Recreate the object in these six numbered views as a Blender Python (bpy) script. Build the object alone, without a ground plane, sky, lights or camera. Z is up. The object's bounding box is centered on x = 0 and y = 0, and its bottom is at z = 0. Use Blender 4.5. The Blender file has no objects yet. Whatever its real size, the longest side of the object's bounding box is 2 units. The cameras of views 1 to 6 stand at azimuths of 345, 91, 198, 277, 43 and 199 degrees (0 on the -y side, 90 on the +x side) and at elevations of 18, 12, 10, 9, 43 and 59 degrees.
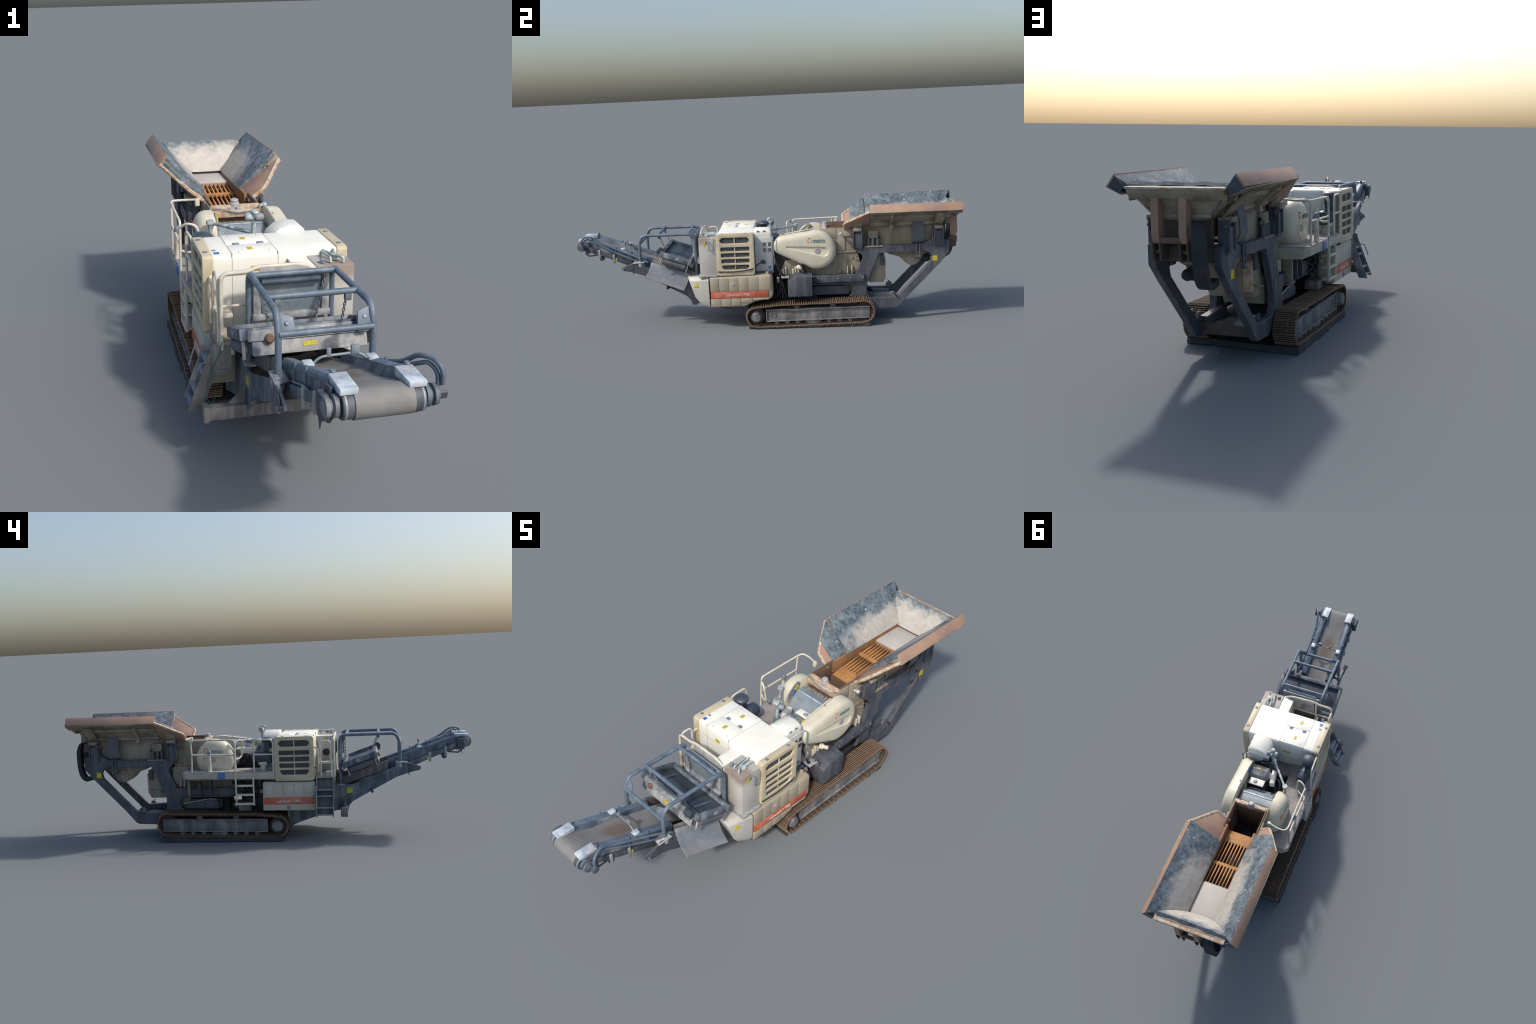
import bpy, bmesh, math, random
from mathutils import Vector, Matrix
random.seed(7)

# ------------------------------------------------------------------ frame
# Machine frame: y runs from the discharge conveyor (-) to the hopper (+), z up.
# The whole machine stands slightly yawed and leaning in the world.
root = bpy.data.objects.new("mobile_rock_crusher", None)
bpy.context.scene.collection.objects.link(root)
root.rotation_euler = (0.0, math.radians(1.3), math.radians(-2.06))
root.location = (0.006, 0.0, 0.0)
root["label"] = "cream and grey tracked rock crusher with hopper and conveyor"
root["category"] = "construction machine"
HC = -0.006          # centre line of hopper and rear frame

# ------------------------------------------------------------------ materials
def material(name, base, alt=None, scale=14.0, spread=(0.40, 0.66), rough=0.6, metal=0.0,
             dirt=None, dirt_amount=0.35, dirt_scale=9.0, streak=False, bump=0.12, bump_scale=90.0,
             spots=None, extra=None):
    m = bpy.data.materials.new(name)
    m.use_nodes = True
    nt = m.node_tree
    N, L = nt.nodes, nt.links
    bsdf = N["Principled BSDF"]
    tc = N.new("ShaderNodeTexCoord")
    co = tc.outputs["Object"]

    def noise(sc, detail=5.0, stretch=None, rough_=0.6):
        n = N.new("ShaderNodeTexNoise")
        n.inputs["Scale"].default_value = sc
        n.inputs["Detail"].default_value = detail
        n.inputs["Roughness"].default_value = rough_
        if stretch:
            mp = N.new("ShaderNodeMapping")
            mp.inputs["Scale"].default_value = stretch
            L.new(co, mp.inputs["Vector"])
            L.new(mp.outputs["Vector"], n.inputs["Vector"])
        else:
            L.new(co, n.inputs["Vector"])
        return n.outputs["Fac"]

    def ramp(fac, lo, hi, top=1.0):
        r = N.new("ShaderNodeMapRange")
        r.inputs["From Min"].default_value = lo
        r.inputs["From Max"].default_value = hi
        r.inputs["To Max"].default_value = top
        L.new(fac, r.inputs["Value"])
        return r.outputs["Result"]

    def mix(fac, a, b):
        x = N.new("ShaderNodeMix")
        x.data_type = 'RGBA'
        L.new(fac, x.inputs["Factor"])
        for sock, v in ((x.inputs["A"], a), (x.inputs["B"], b)):
            if isinstance(v, tuple):
                sock.default_value = (*v, 1.0)
            else:
                L.new(v, sock)
        return x.outputs["Result"]

    colour = base
    if alt:
        colour = mix(ramp(noise(scale), *spread), base, alt)
    if dirt:
        st = (1.0, 1.0, 0.12) if streak else None
        colour = mix(ramp(noise(dirt_scale, 7.0, st), 0.45, 0.72, dirt_amount), colour, dirt)
    if spots:
        sc, size, scol = spots
        v = N.new("ShaderNodeTexVoronoi")
        v.inputs["Scale"].default_value = sc
        L.new(co, v.inputs["Vector"])
        colour = mix(ramp(v.outputs["Distance"], size, size * 0.6), colour, scol)
    if extra:
        colour = extra(N, L, co, noise, ramp, mix, colour)
    if isinstance(colour, tuple):
        bsdf.inputs["Base Color"].default_value = (*colour, 1.0)
    else:
        L.new(colour, bsdf.inputs["Base Color"])
    bsdf.inputs["Roughness"].default_value = rough
    bsdf.inputs["Metallic"].default_value = metal
    if bump:
        b = N.new("ShaderNodeBump")
        b.inputs["Strength"].default_value = bump
        b.inputs["Distance"].default_value = 0.002
        L.new(noise(bump_scale, 6.0), b.inputs["Height"])
        L.new(b.outputs["Normal"], bsdf.inputs["Normal"])
    return m

def soft_blob(N, L, co, noise, ramp, centre, radius, rough_amt=0.5, sc=20.0):
    """1 inside an ellipsoid around centre, ragged edge, 0 outside."""
    mp = N.new("ShaderNodeMapping")
    mp.vector_type = 'POINT'
    mp.inputs["Location"].default_value = tuple(-c / r for c, r in zip(centre, radius))
    mp.inputs["Scale"].default_value = tuple(1.0 / r for r in radius)
    L.new(co, mp.inputs["Vector"])
    ln = N.new("ShaderNodeVectorMath"); ln.operation = 'LENGTH'
    L.new(mp.outputs["Vector"], ln.inputs[0])
    ad = N.new("ShaderNodeMath"); ad.operation = 'MULTIPLY_ADD'
    L.new(noise(sc, 6.0), ad.inputs[0])
    ad.inputs[1].default_value = rough_amt * 2
    L.new(ln.outputs["Value"], ad.inputs[2])
    return ramp(ad.outputs[0], 1.30 + rough_amt, 0.70 + rough_amt)

def liner_extra(N, L, co, noise, ramp, mix, colour):
    dust = (0.47, 0.445, 0.40)
    grain = mix(ramp(noise(45.0, 8.0), 0.35, 0.62), (0.38, 0.36, 0.325), dust)
    for c, r in (((HC - 0.085, 0.80, 0.52), (0.070, 0.22, 0.062)),
                 ((HC + 0.095, 0.83, 0.53), (0.080, 0.19, 0.072)),
                 ((HC, 0.91, 0.52), (0.15, 0.09, 0.066))):
        colour = mix(soft_blob(N, L, co, noise, ramp, c, r, 0.75, 24.0), colour, grain)
    return colour

def belt_extra(N, L, co, noise, ramp, mix, colour):
    return mix(soft_blob(N, L, co, noise, ramp, (0.0, -0.77, 0.41), (0.032, 0.07, 0.05), 0.4, 40.0), colour, (0.17, 0.135, 0.105))

def tank_top_extra(N, L, co, noise, ramp, mix, colour):
    return mix(soft_blob(N, L, co, noise, ramp, (0.165, -0.335, 0.50), (0.08, 0.05, 0.055), 0.5, 18.0), colour, (0.27, 0.22, 0.18))

CREAM = material("cream_paint", (0.64, 0.61, 0.48), (0.57, 0.53, 0.41), 10, rough=0.45, dirt=(0.33, 0.27, 0.19), dirt_amount=0.25, streak=True)
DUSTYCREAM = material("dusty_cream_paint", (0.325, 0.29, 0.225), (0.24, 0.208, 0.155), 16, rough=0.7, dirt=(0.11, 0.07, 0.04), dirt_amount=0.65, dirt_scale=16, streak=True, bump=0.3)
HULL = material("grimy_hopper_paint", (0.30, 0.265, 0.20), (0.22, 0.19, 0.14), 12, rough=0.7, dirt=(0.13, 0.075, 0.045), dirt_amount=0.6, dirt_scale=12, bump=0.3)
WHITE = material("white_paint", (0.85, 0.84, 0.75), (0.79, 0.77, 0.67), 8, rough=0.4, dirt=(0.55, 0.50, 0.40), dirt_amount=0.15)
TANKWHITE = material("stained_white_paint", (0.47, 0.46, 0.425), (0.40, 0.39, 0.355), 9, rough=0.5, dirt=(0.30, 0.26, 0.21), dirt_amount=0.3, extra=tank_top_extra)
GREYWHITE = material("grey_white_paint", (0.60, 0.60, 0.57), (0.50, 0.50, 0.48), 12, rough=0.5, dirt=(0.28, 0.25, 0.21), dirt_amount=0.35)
TAN = material("tan_paint", (0.54, 0.47, 0.325), (0.46, 0.40, 0.27), 9, rough=0.45, dirt=(0.25, 0.19, 0.11), dirt_amount=0.25)
TANKTAN = material("tan_plastic", (0.395, 0.355, 0.265), (0.33, 0.295, 0.22), 8, rough=0.5, dirt=(0.28, 0.19, 0.11), dirt_amount=0.25, streak=True)
SIDETANK = material("dusty_side_tank_paint", (0.50, 0.47, 0.38), (0.43, 0.40, 0.32), 8, rough=0.5, dirt=(0.28, 0.25, 0.21), dirt_amount=0.3, streak=True)
DARK = material("dark_grey_paint", (0.047, 0.053, 0.069), (0.072, 0.079, 0.097), 14, rough=0.6, dirt=(0.175, 0.178, 0.185), dirt_amount=0.5, dirt_scale=32, streak=True)
DARKBROWN = material("muddy_dark_paint", (0.062, 0.052, 0.044), (0.10, 0.078, 0.06), 14, rough=0.8, dirt=(0.17, 0.115, 0.075), dirt_amount=0.5, bump=0.3)
BLUE = material("blue_grey_paint", (0.080, 0.116, 0.162), (0.118, 0.162, 0.212), 18, rough=0.5, dirt=(0.36, 0.38, 0.39), dirt_amount=0.28, dirt_scale=34)
BLUEDARK = material("worn_blue_grey_steel", (0.050, 0.066, 0.088), (0.115, 0.15, 0.185), 16, rough=0.6, dirt=(0.38, 0.385, 0.38), dirt_amount=0.65, dirt_scale=24, streak=True)
DUSTSTEEL = material("dusty_pale_steel", (0.40, 0.395, 0.385), (0.16, 0.185, 0.21), 18, (0.44, 0.60), rough=0.65, dirt=(0.09, 0.10, 0.115), dirt_amount=0.6, dirt_scale=26, streak=True)
CAPSTEEL = material("bare_bright_steel", (0.55, 0.61, 0.66), (0.27, 0.35, 0.42), 34, rough=0.45, dirt=(0.36, 0.21, 0.12), dirt_amount=0.35, dirt_scale=30)
GALV = material("galvanised_sheet", (0.155, 0.20, 0.235), (0.25, 0.295, 0.325), 20, rough=0.5, metal=0.15, dirt=(0.42, 0.42, 0.41), dirt_amount=0.35)
PLATE = material("polished_chute_plate", (0.19, 0.215, 0.245), (0.36, 0.375, 0.385), 8, rough=0.5, metal=0.15, dirt=(0.27, 0.20, 0.16), dirt_amount=0.55, dirt_scale=7)
LINER = material("hopper_liner_steel", (0.048, 0.074, 0.095), (0.135, 0.172, 0.196), 26, (0.38, 0.66), rough=0.55, dirt=(0.34, 0.35, 0.34), dirt_amount=0.48, dirt_scale=75, spots=(19.0, 0.10, (0.50, 0.49, 0.46)), extra=liner_extra, bump=0.25)
RIM = material("rusty_pink_steel", (0.355, 0.215, 0.15), (0.275, 0.19, 0.155), 10, rough=0.6, dirt=(0.50, 0.33, 0.19), dirt_amount=0.5, dirt_scale=8, bump=0.25)
RUSTEDGE = material("worn_cream_rust_edge", (0.50, 0.43, 0.33), (0.36, 0.21, 0.12), 55, (0.42, 0.62), rough=0.6, bump=0.5, bump_scale=60)
THROAT = material("brown_rust", (0.24, 0.125, 0.055), (0.16, 0.085, 0.045), 20, rough=0.75, dirt=(0.36, 0.20, 0.09), dirt_amount=0.4, bump=0.3)
RUST = material("orange_rust", (0.46, 0.225, 0.075), (0.36, 0.17, 0.06), 20, rough=0.7, dirt=(0.17, 0.09, 0.045), dirt_amount=0.45, dirt_scale=16, bump=0.3)
DARKRUST = material("dark_rust", (0.16, 0.095, 0.06), (0.10, 0.065, 0.045), 18, rough=0.8, dirt=(0.27, 0.18, 0.12), dirt_amount=0.4, bump=0.3)
PAN = material("dusty_feeder_pan", (0.50, 0.475, 0.44), (0.43, 0.41, 0.38), 8, rough=0.8, dirt=(0.32, 0.29, 0.26), dirt_amount=0.3, bump=0.3)
TRACK = material("rusty_track_steel", (0.36, 0.215, 0.12), (0.25, 0.16, 0.095), 24, rough=0.65, dirt=(0.40, 0.33, 0.27), dirt_amount=0.5, dirt_scale=40, bump=0.3)
TRACKDARK = material("track_chain_mud", (0.055, 0.038, 0.026), (0.09, 0.06, 0.04), 30, rough=0.85, bump=0.4)
FRAME = material("track_frame_grey", (0.10, 0.10, 0.105), (0.17, 0.165, 0.16), 14, rough=0.65, dirt=(0.36, 0.335, 0.31), dirt_amount=0.65, dirt_scale=30, streak=True)
BLACK = material("black_rubber", (0.015, 0.017, 0.021), (0.028, 0.031, 0.037), 16, rough=0.75, dirt=(0.09, 0.09, 0.095), dirt_amount=0.25)
NEARBLACK = material("dark_machinery_fill", (0.018, 0.018, 0.018), (0.05, 0.047, 0.044), 26, rough=0.85, dirt=(0.14, 0.125, 0.105), dirt_amount=0.3, bump=0.4)  # near-black, shared by machinery and the added interior fillers
FLAP = material("grey_rubber_flap", (0.085, 0.095, 0.11), (0.12, 0.125, 0.135), 12, rough=0.75, dirt=(0.2, 0.195, 0.19), dirt_amount=0.3, streak=True)
BELT = material("conveyor_belt", (0.218, 0.216, 0.209), (0.168, 0.167, 0.162), 9, rough=0.8, dirt=(0.15, 0.135, 0.12), dirt_amount=0.35, dirt_scale=18, extra=belt_extra)
DECK = material("dusty_deck_plate", (0.36, 0.33, 0.31), (0.28, 0.255, 0.24), 14, rough=0.8, dirt=(0.12, 0.10, 0.09), dirt_amount=0.5, dirt_scale=30, bump=0.3)
MESHGREY = material("radiator_mesh", (0.045, 0.048, 0.052), (0.085, 0.085, 0.09), 60, rough=0.7, bump=0.5, bump_scale=300)
RAIL = material("cream_rail_paint", (0.62, 0.585, 0.49), (0.53, 0.49, 0.395), 30, rough=0.5, dirt=(0.38, 0.24, 0.14), dirt_amount=0.25, dirt_scale=30)
FASCIA = material("dusty_fascia_paint", (0.46, 0.44, 0.37), (0.38, 0.36, 0.29), 14, rough=0.6, dirt=(0.25, 0.21, 0.16), dirt_amount=0.35, dirt_scale=20)
ORANGE = material("orange_stripe", (0.50, 0.105, 0.048), (0.42, 0.09, 0.045), 20, rough=0.5, dirt=(0.50, 0.40, 0.33), dirt_amount=0.3, dirt_scale=24)
LOGORED = material("logo_orange_red", (0.60, 0.11, 0.05), rough=0.5, bump=0)
TEAL = material("teal_lettering", (0.012, 0.16, 0.175), rough=0.5, bump=0)
LETTER = material("pale_lettering", (0.72, 0.66, 0.58), rough=0.5, bump=0)
YELLOW = material("yellow_sticker", (0.62, 0.49, 0.02), (0.55, 0.44, 0.04), 40, rough=0.5, dirt=(0.16, 0.12, 0.02), dirt_amount=0.75, dirt_scale=160, bump=0)
BLUESTICK = material("blue_sticker", (0.04, 0.13, 0.37), (0.09, 0.20, 0.44), 60, rough=0.5, bump=0)
SEAM = material("panel_seam", (0.30, 0.29, 0.26), rough=0.7, bump=0)
KNOB = material("grey_fitting", (0.14, 0.165, 0.20), (0.23, 0.25, 0.275), 40, rough=0.5)
DISC = material("grey_disc", (0.36, 0.34, 0.34), (0.30, 0.29, 0.29), 30, rough=0.5)
NAVY = material("air_cleaner_plastic", (0.028, 0.042, 0.06), (0.048, 0.064, 0.085), 14, rough=0.45, dirt=(0.14, 0.145, 0.15), dirt_amount=0.3)
LAMP = material("lamp_casing", (0.52, 0.57, 0.55), (0.22, 0.27, 0.275), 40, rough=0.45, dirt=(0.08, 0.095, 0.10), dirt_amount=0.6, dirt_scale=50)
GROUNDSKIRT = material("scan_ground_skirt", (0.036, 0.040, 0.046), (0.055, 0.057, 0.06), 20, rough=0.95, bump=0.5)  # dark colour of the ground baked into the scan's skirt

# ------------------------------------------------------------------ mesh helpers
def finish(name, bm, mats, parent=None, angle=35, location=None):
    bmesh.ops.remove_doubles(bm, verts=bm.verts, dist=1e-6)
    bmesh.ops.recalc_face_normals(bm, faces=bm.faces)
    me = bpy.data.meshes.new(name)
    bm.to_mesh(me)
    bm.free()
    for m in (mats if isinstance(mats, (list, tuple)) else [mats]):
        me.materials.append(m)
    me.shade_smooth()
    me.set_sharp_from_angle(angle=math.radians(angle))
    ob = bpy.data.objects.new(name, me)
    bpy.context.scene.collection.objects.link(ob)
    ob.parent = parent or root
    if location:
        ob.location = location
    return ob

def soften(bm, w, seg=2, ang=30):
    if w <= 0:
        return
    bmesh.ops.recalc_face_normals(bm, faces=bm.faces)
    ed = [e for e in bm.edges if len(e.link_faces) == 2 and e.calc_face_angle(0) > math.radians(ang)]
    bmesh.ops.bevel(bm, geom=ed, offset=w, segments=seg, profile=0.5, affect='EDGES', clamp_overlap=True)

def add_box(bm, a, b):
    vs = [bm.verts.new((x, y, z)) for x in (a[0], b[0]) for y in (a[1], b[1]) for z in (a[2], b[2])]
    for f in ((0, 1, 3, 2), (4, 6, 7, 5), (0, 4, 5, 1), (2, 3, 7, 6), (0, 2, 6, 4), (1, 5, 7, 3)):
        bm.faces.new([vs[i] for i in f])
    return vs

def box(name, a, b, mat, bevel=0.002, parent=None, seg=2):
    bm = bmesh.new()
    add_box(bm, a, b)
    soften(bm, bevel, seg)
    return finish(name, bm, mat, parent)

def boxes(name, lst, mat, bevel=0.0015, parent=None, stuff=False):
    bm = bmesh.new()
    for a, b in lst:
        add_box(bm, a, b)
    soften(bm, bevel)
    ob = finish(name, bm, mat, parent)
    if stuff:
        ob["kind"] = "stuff"
    return ob

def solid(name, pts, faces, mat, bevel=0.0015, parent=None, seg=2):
    bm = bmesh.new()
    vs = [bm.verts.new(p) for p in pts]
    for f in faces:
        bm.faces.new([vs[i] for i in f])
    soften(bm, bevel, seg)
    return finish(name, bm, mat, parent)

def slab(name, quad, thickness, mat, bevel=0.0015, parent=None):
    """Planar-ish polygon given in 3D, thickened along its normal (towards -normal)."""
    q = [Vector(p) for p in quad]
    n = Vector((0, 0, 0))
    for i in range(len(q)):
        a, b = q[i], q[(i + 1) % len(q)]
        n += a.cross(b)
    n.normalize()
    k = len(q)
    pts = [tuple(p) for p in q] + [tuple(p - n * thickness) for p in q]
    faces = [list(range(k)), list(range(2 * k - 1, k - 1, -1))]
    faces += [[i, k + i, k + (i + 1) % k, (i + 1) % k] for i in range(k)]
    return solid(name, pts, faces, mat, bevel, parent)

def prism(name, outline, x0, x1, mat, holes=(), bevel=0.0015, parent=None, seg=1):
    """Side plate: (y, z) outline with holes, extruded between x0 and x1."""
    bm = bmesh.new()
    loops = [outline] + list(holes)
    edges = []
    for lp in loops:
        vs = [bm.verts.new((x0, p[0], p[1])) for p in lp]
        edges += [bm.edges.new((vs[i], vs[(i + 1) % len(vs)])) for i in range(len(vs))]
    if holes:
        bmesh.ops.triangle_fill(bm, use_beauty=True, edges=edges)
        bmesh.ops.dissolve_limit(bm, angle_limit=0.01, verts=bm.verts, edges=[e for e in bm.edges if len(e.link_faces) == 2])
    else:
        bm.faces.new(bm.verts[:])
    ext = bmesh.ops.extrude_face_region(bm, geom=bm.faces[:])
    mv = [v for v in ext["geom"] if isinstance(v, bmesh.types.BMVert)]
    bmesh.ops.translate(bm, vec=(x1 - x0, 0, 0), verts=mv)
    soften(bm, bevel, seg)
    return finish(name, bm, mat, parent)

def rounded(path, fillet, steps=5):
    path = [Vector(p) for p in path]
    out = [path[0]]
    for i in range(1, len(path) - 1):
        p, a, b = path[i], path[i - 1], path[i + 1]
        d = min(fillet, (p - a).length * 0.48, (b - p).length * 0.48)
        s, e = p + (a - p).normalized() * d, p + (b - p).normalized() * d
        for k in range(steps + 1):
            t = k / steps
            out.append(s * (1 - t) ** 2 + p * 2 * t * (1 - t) + e * t * t)
    out.append(path[-1])
    return out

def sweep_bm(bm, path, r, n=8, cap=True, r_end=None):
    pts = [path[0]]
    for p in path[1:]:
        if (p - pts[-1]).length > 1e-5:
            pts.append(p)
    rings, up = [], None
    for i, p in enumerate(pts):
        t = (pts[min(i + 1, len(pts) - 1)] - pts[max(i - 1, 0)]).normalized()
        if up is None:
            up = t.orthogonal().normalized()
        up = (up - t * up.dot(t)).normalized()
        side = t.cross(up)
        rr = r if r_end is None else r + (r_end - r) * i / (len(pts) - 1)
        rings.append([bm.verts.new(p + (up * math.cos(a) + side * math.sin(a)) * rr)
                      for a in (2 * math.pi * k / n for k in range(n))])
    for a, b in zip(rings, rings[1:]):
        for k in range(n):
            bm.faces.new((a[k], a[(k + 1) % n], b[(k + 1) % n], b[k]))
    if cap:
        bm.faces.new(rings[0][::-1])
        bm.faces.new(rings[-1])

def tube(name, path, r, mat, fillet=0.02, n=10, parent=None, r_end=None):
    bm = bmesh.new()
    sweep_bm(bm, rounded(path, fillet), r, n, True, r_end)
    return finish(name, bm, mat, parent, 50)

def tubes(name, paths, r, mat, fillet=0.02, n=10, parent=None):
    bm = bmesh.new()
    for p in paths:
        sweep_bm(bm, rounded(p, fillet), r, n)
    return finish(name, bm, mat, parent, 50)

def lathe_bm(bm, base, axis, profile, n=24):
    """profile: list of (distance along axis, radius)."""
    base, axis = Vector(base), Vector(axis).normalized()
    u = axis.orthogonal().normalized()
    w = axis.cross(u)
    rings = []
    for t, r in profile:
        c = base + axis * t
        rings.append([bm.verts.new(c + (u * math.cos(a) + w * math.sin(a)) * max(r, 1e-5))
                      for a in (2 * math.pi * k / n for k in range(n))])
    for a, b in zip(rings, rings[1:]):
        for k in range(n):
            bm.faces.new((a[k], a[(k + 1) % n], b[(k + 1) % n], b[k]))
    bm.faces.new(rings[0][::-1])
    bm.faces.new(rings[-1])

def lathe(name, base, axis, profile, mat, n=24, parent=None):
    bm = bmesh.new()
    lathe_bm(bm, base, axis, profile, n)
    return finish(name, bm, mat, parent, 40)

def cyl(name, a, b, r, mat, n=20, parent=None, chamfer=0.0015):
    a, b = Vector(a), Vector(b)
    l = (b - a).length
    c = min(chamfer, r * 0.4, l * 0.3)
    return lathe(name, a, b - a, [(0, r - c), (c, r), (l - c, r), (l, r - c)], mat, n, parent)

def instance(src, name, loc=(0, 0, 0), rot=None, parent=None):
    o = src.copy()
    o.name = name
    o.parent = parent or src.parent
    o.location = loc
    if rot:
        o.rotation_euler = rot
    bpy.context.scene.collection.objects.link(o)
    return o

def lettering(name, text, size, x, y, z, side, mat, parent, depth=0.0012, width=None):
    """Raised text on a side face; (y, z) is its centre, side +1 faces +x."""
    cu = bpy.data.curves.new(name, 'FONT')
    cu.body = text
    cu.size = size
    cu.extrude = depth
    cu.align_x, cu.align_y = 'CENTER', 'CENTER'
    tmp = bpy.data.objects.new(name + "_helper", cu)
    bpy.context.scene.collection.objects.link(tmp)
    bpy.context.view_layer.update()
    me = bpy.data.meshes.new_from_object(tmp.evaluated_get(bpy.context.evaluated_depsgraph_get()))
    bpy.data.objects.remove(tmp)
    w = max(v.co.x for v in me.vertices) - min(v.co.x for v in me.vertices)
    k = width / w if width else 1.0
    me.transform(Matrix(((0, 0, side, x), (side * k, 0, 0, y), (0, 1, 0, z), (0, 0, 0, 1))))
    me.materials.clear()
    me.materials.append(mat)
    ob = bpy.data.objects.new(name, me)
    bpy.context.scene.collection.objects.link(ob)
    ob.parent = parent
    return ob

def sticker_x(name, side, x, y0, y1, z0, z1, mat, parent):
    return box(name, (x - 0.0008 * side, y0, z0), (x + 0.0009 * side, y1, z1), mat, 0, parent)

# ================================================================== CRAWLER TRACKS
LOOP = [(-0.111, 0.070), (-0.104, 0.098), (-0.082, 0.117), (-0.030, 0.124), (0.060, 0.132), (0.125, 0.133), (0.250, 0.135),
        (0.380, 0.137), (0.500, 0.140), (0.532, 0.125), (0.549, 0.093), (0.545, 0.055), (0.520, 0.026),
        (0.480, 0.018), (0.200, 0.012), (-0.050, 0.008), (-0.085, 0.018), (-0.104, 0.042)]

def resample(loop, n):
    pts = [Vector((0, a, b)) for a, b in loop]
    seg = [(pts[i], pts[(i + 1) % len(pts)]) for i in range(len(pts))]
    total = sum((b - a).length for a, b in seg)
    out, acc, i = [], 0.0, 0
    for k in range(n):
        d = total * k / n
        while acc + (seg[i][1] - seg[i][0]).length < d:
            acc += (seg[i][1] - seg[i][0]).length
            i += 1
        a, b = seg[i]
        out.append(a.lerp(b, (d - acc) / (b - a).length))
    return out, total

NSHOE = 52
SHOE_POS, PERIM = resample(LOOP, NSHOE)
PITCH = PERIM / NSHOE

def build_shoe():
    bm = bmesh.new()
    h = PITCH * 0.485
    add_box(bm, (-0.041, -h, -0.007), (0.041, h, -0.003))
    for c in (-0.62, 0.0, 0.62):
        add_box(bm, (-0.041, c * h - 0.0017, -0.004), (0.041, c * h + 0.0019, 0.0026))
    soften(bm, 0.0008, 1)
    for f in bm.faces:
        f.material_index = 0
    n0 = len(bm.faces)
    for sx in (-0.010, 0.010):
        for sy in (-0.31, 0.31):
            lathe_bm(bm, (sx, sy * h, -0.0035), (0, 0, 1), [(0, 0.0019), (0.0012, 0.0019)], 8)
    for i, f in enumerate(bm.faces):
        if i >= n0:
            f.material_index = 1
    # chain link below the shoe
    n1 = len(bm.faces)
    for sx in (-0.014, 0.014):
        add_box(bm, (sx - 0.004, -h, -0.017), (sx + 0.004, h, -0.0065))
    for i, f in enumerate(bm.faces):
        if i >= n1:
            f.material_index = 1
    return bm

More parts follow.
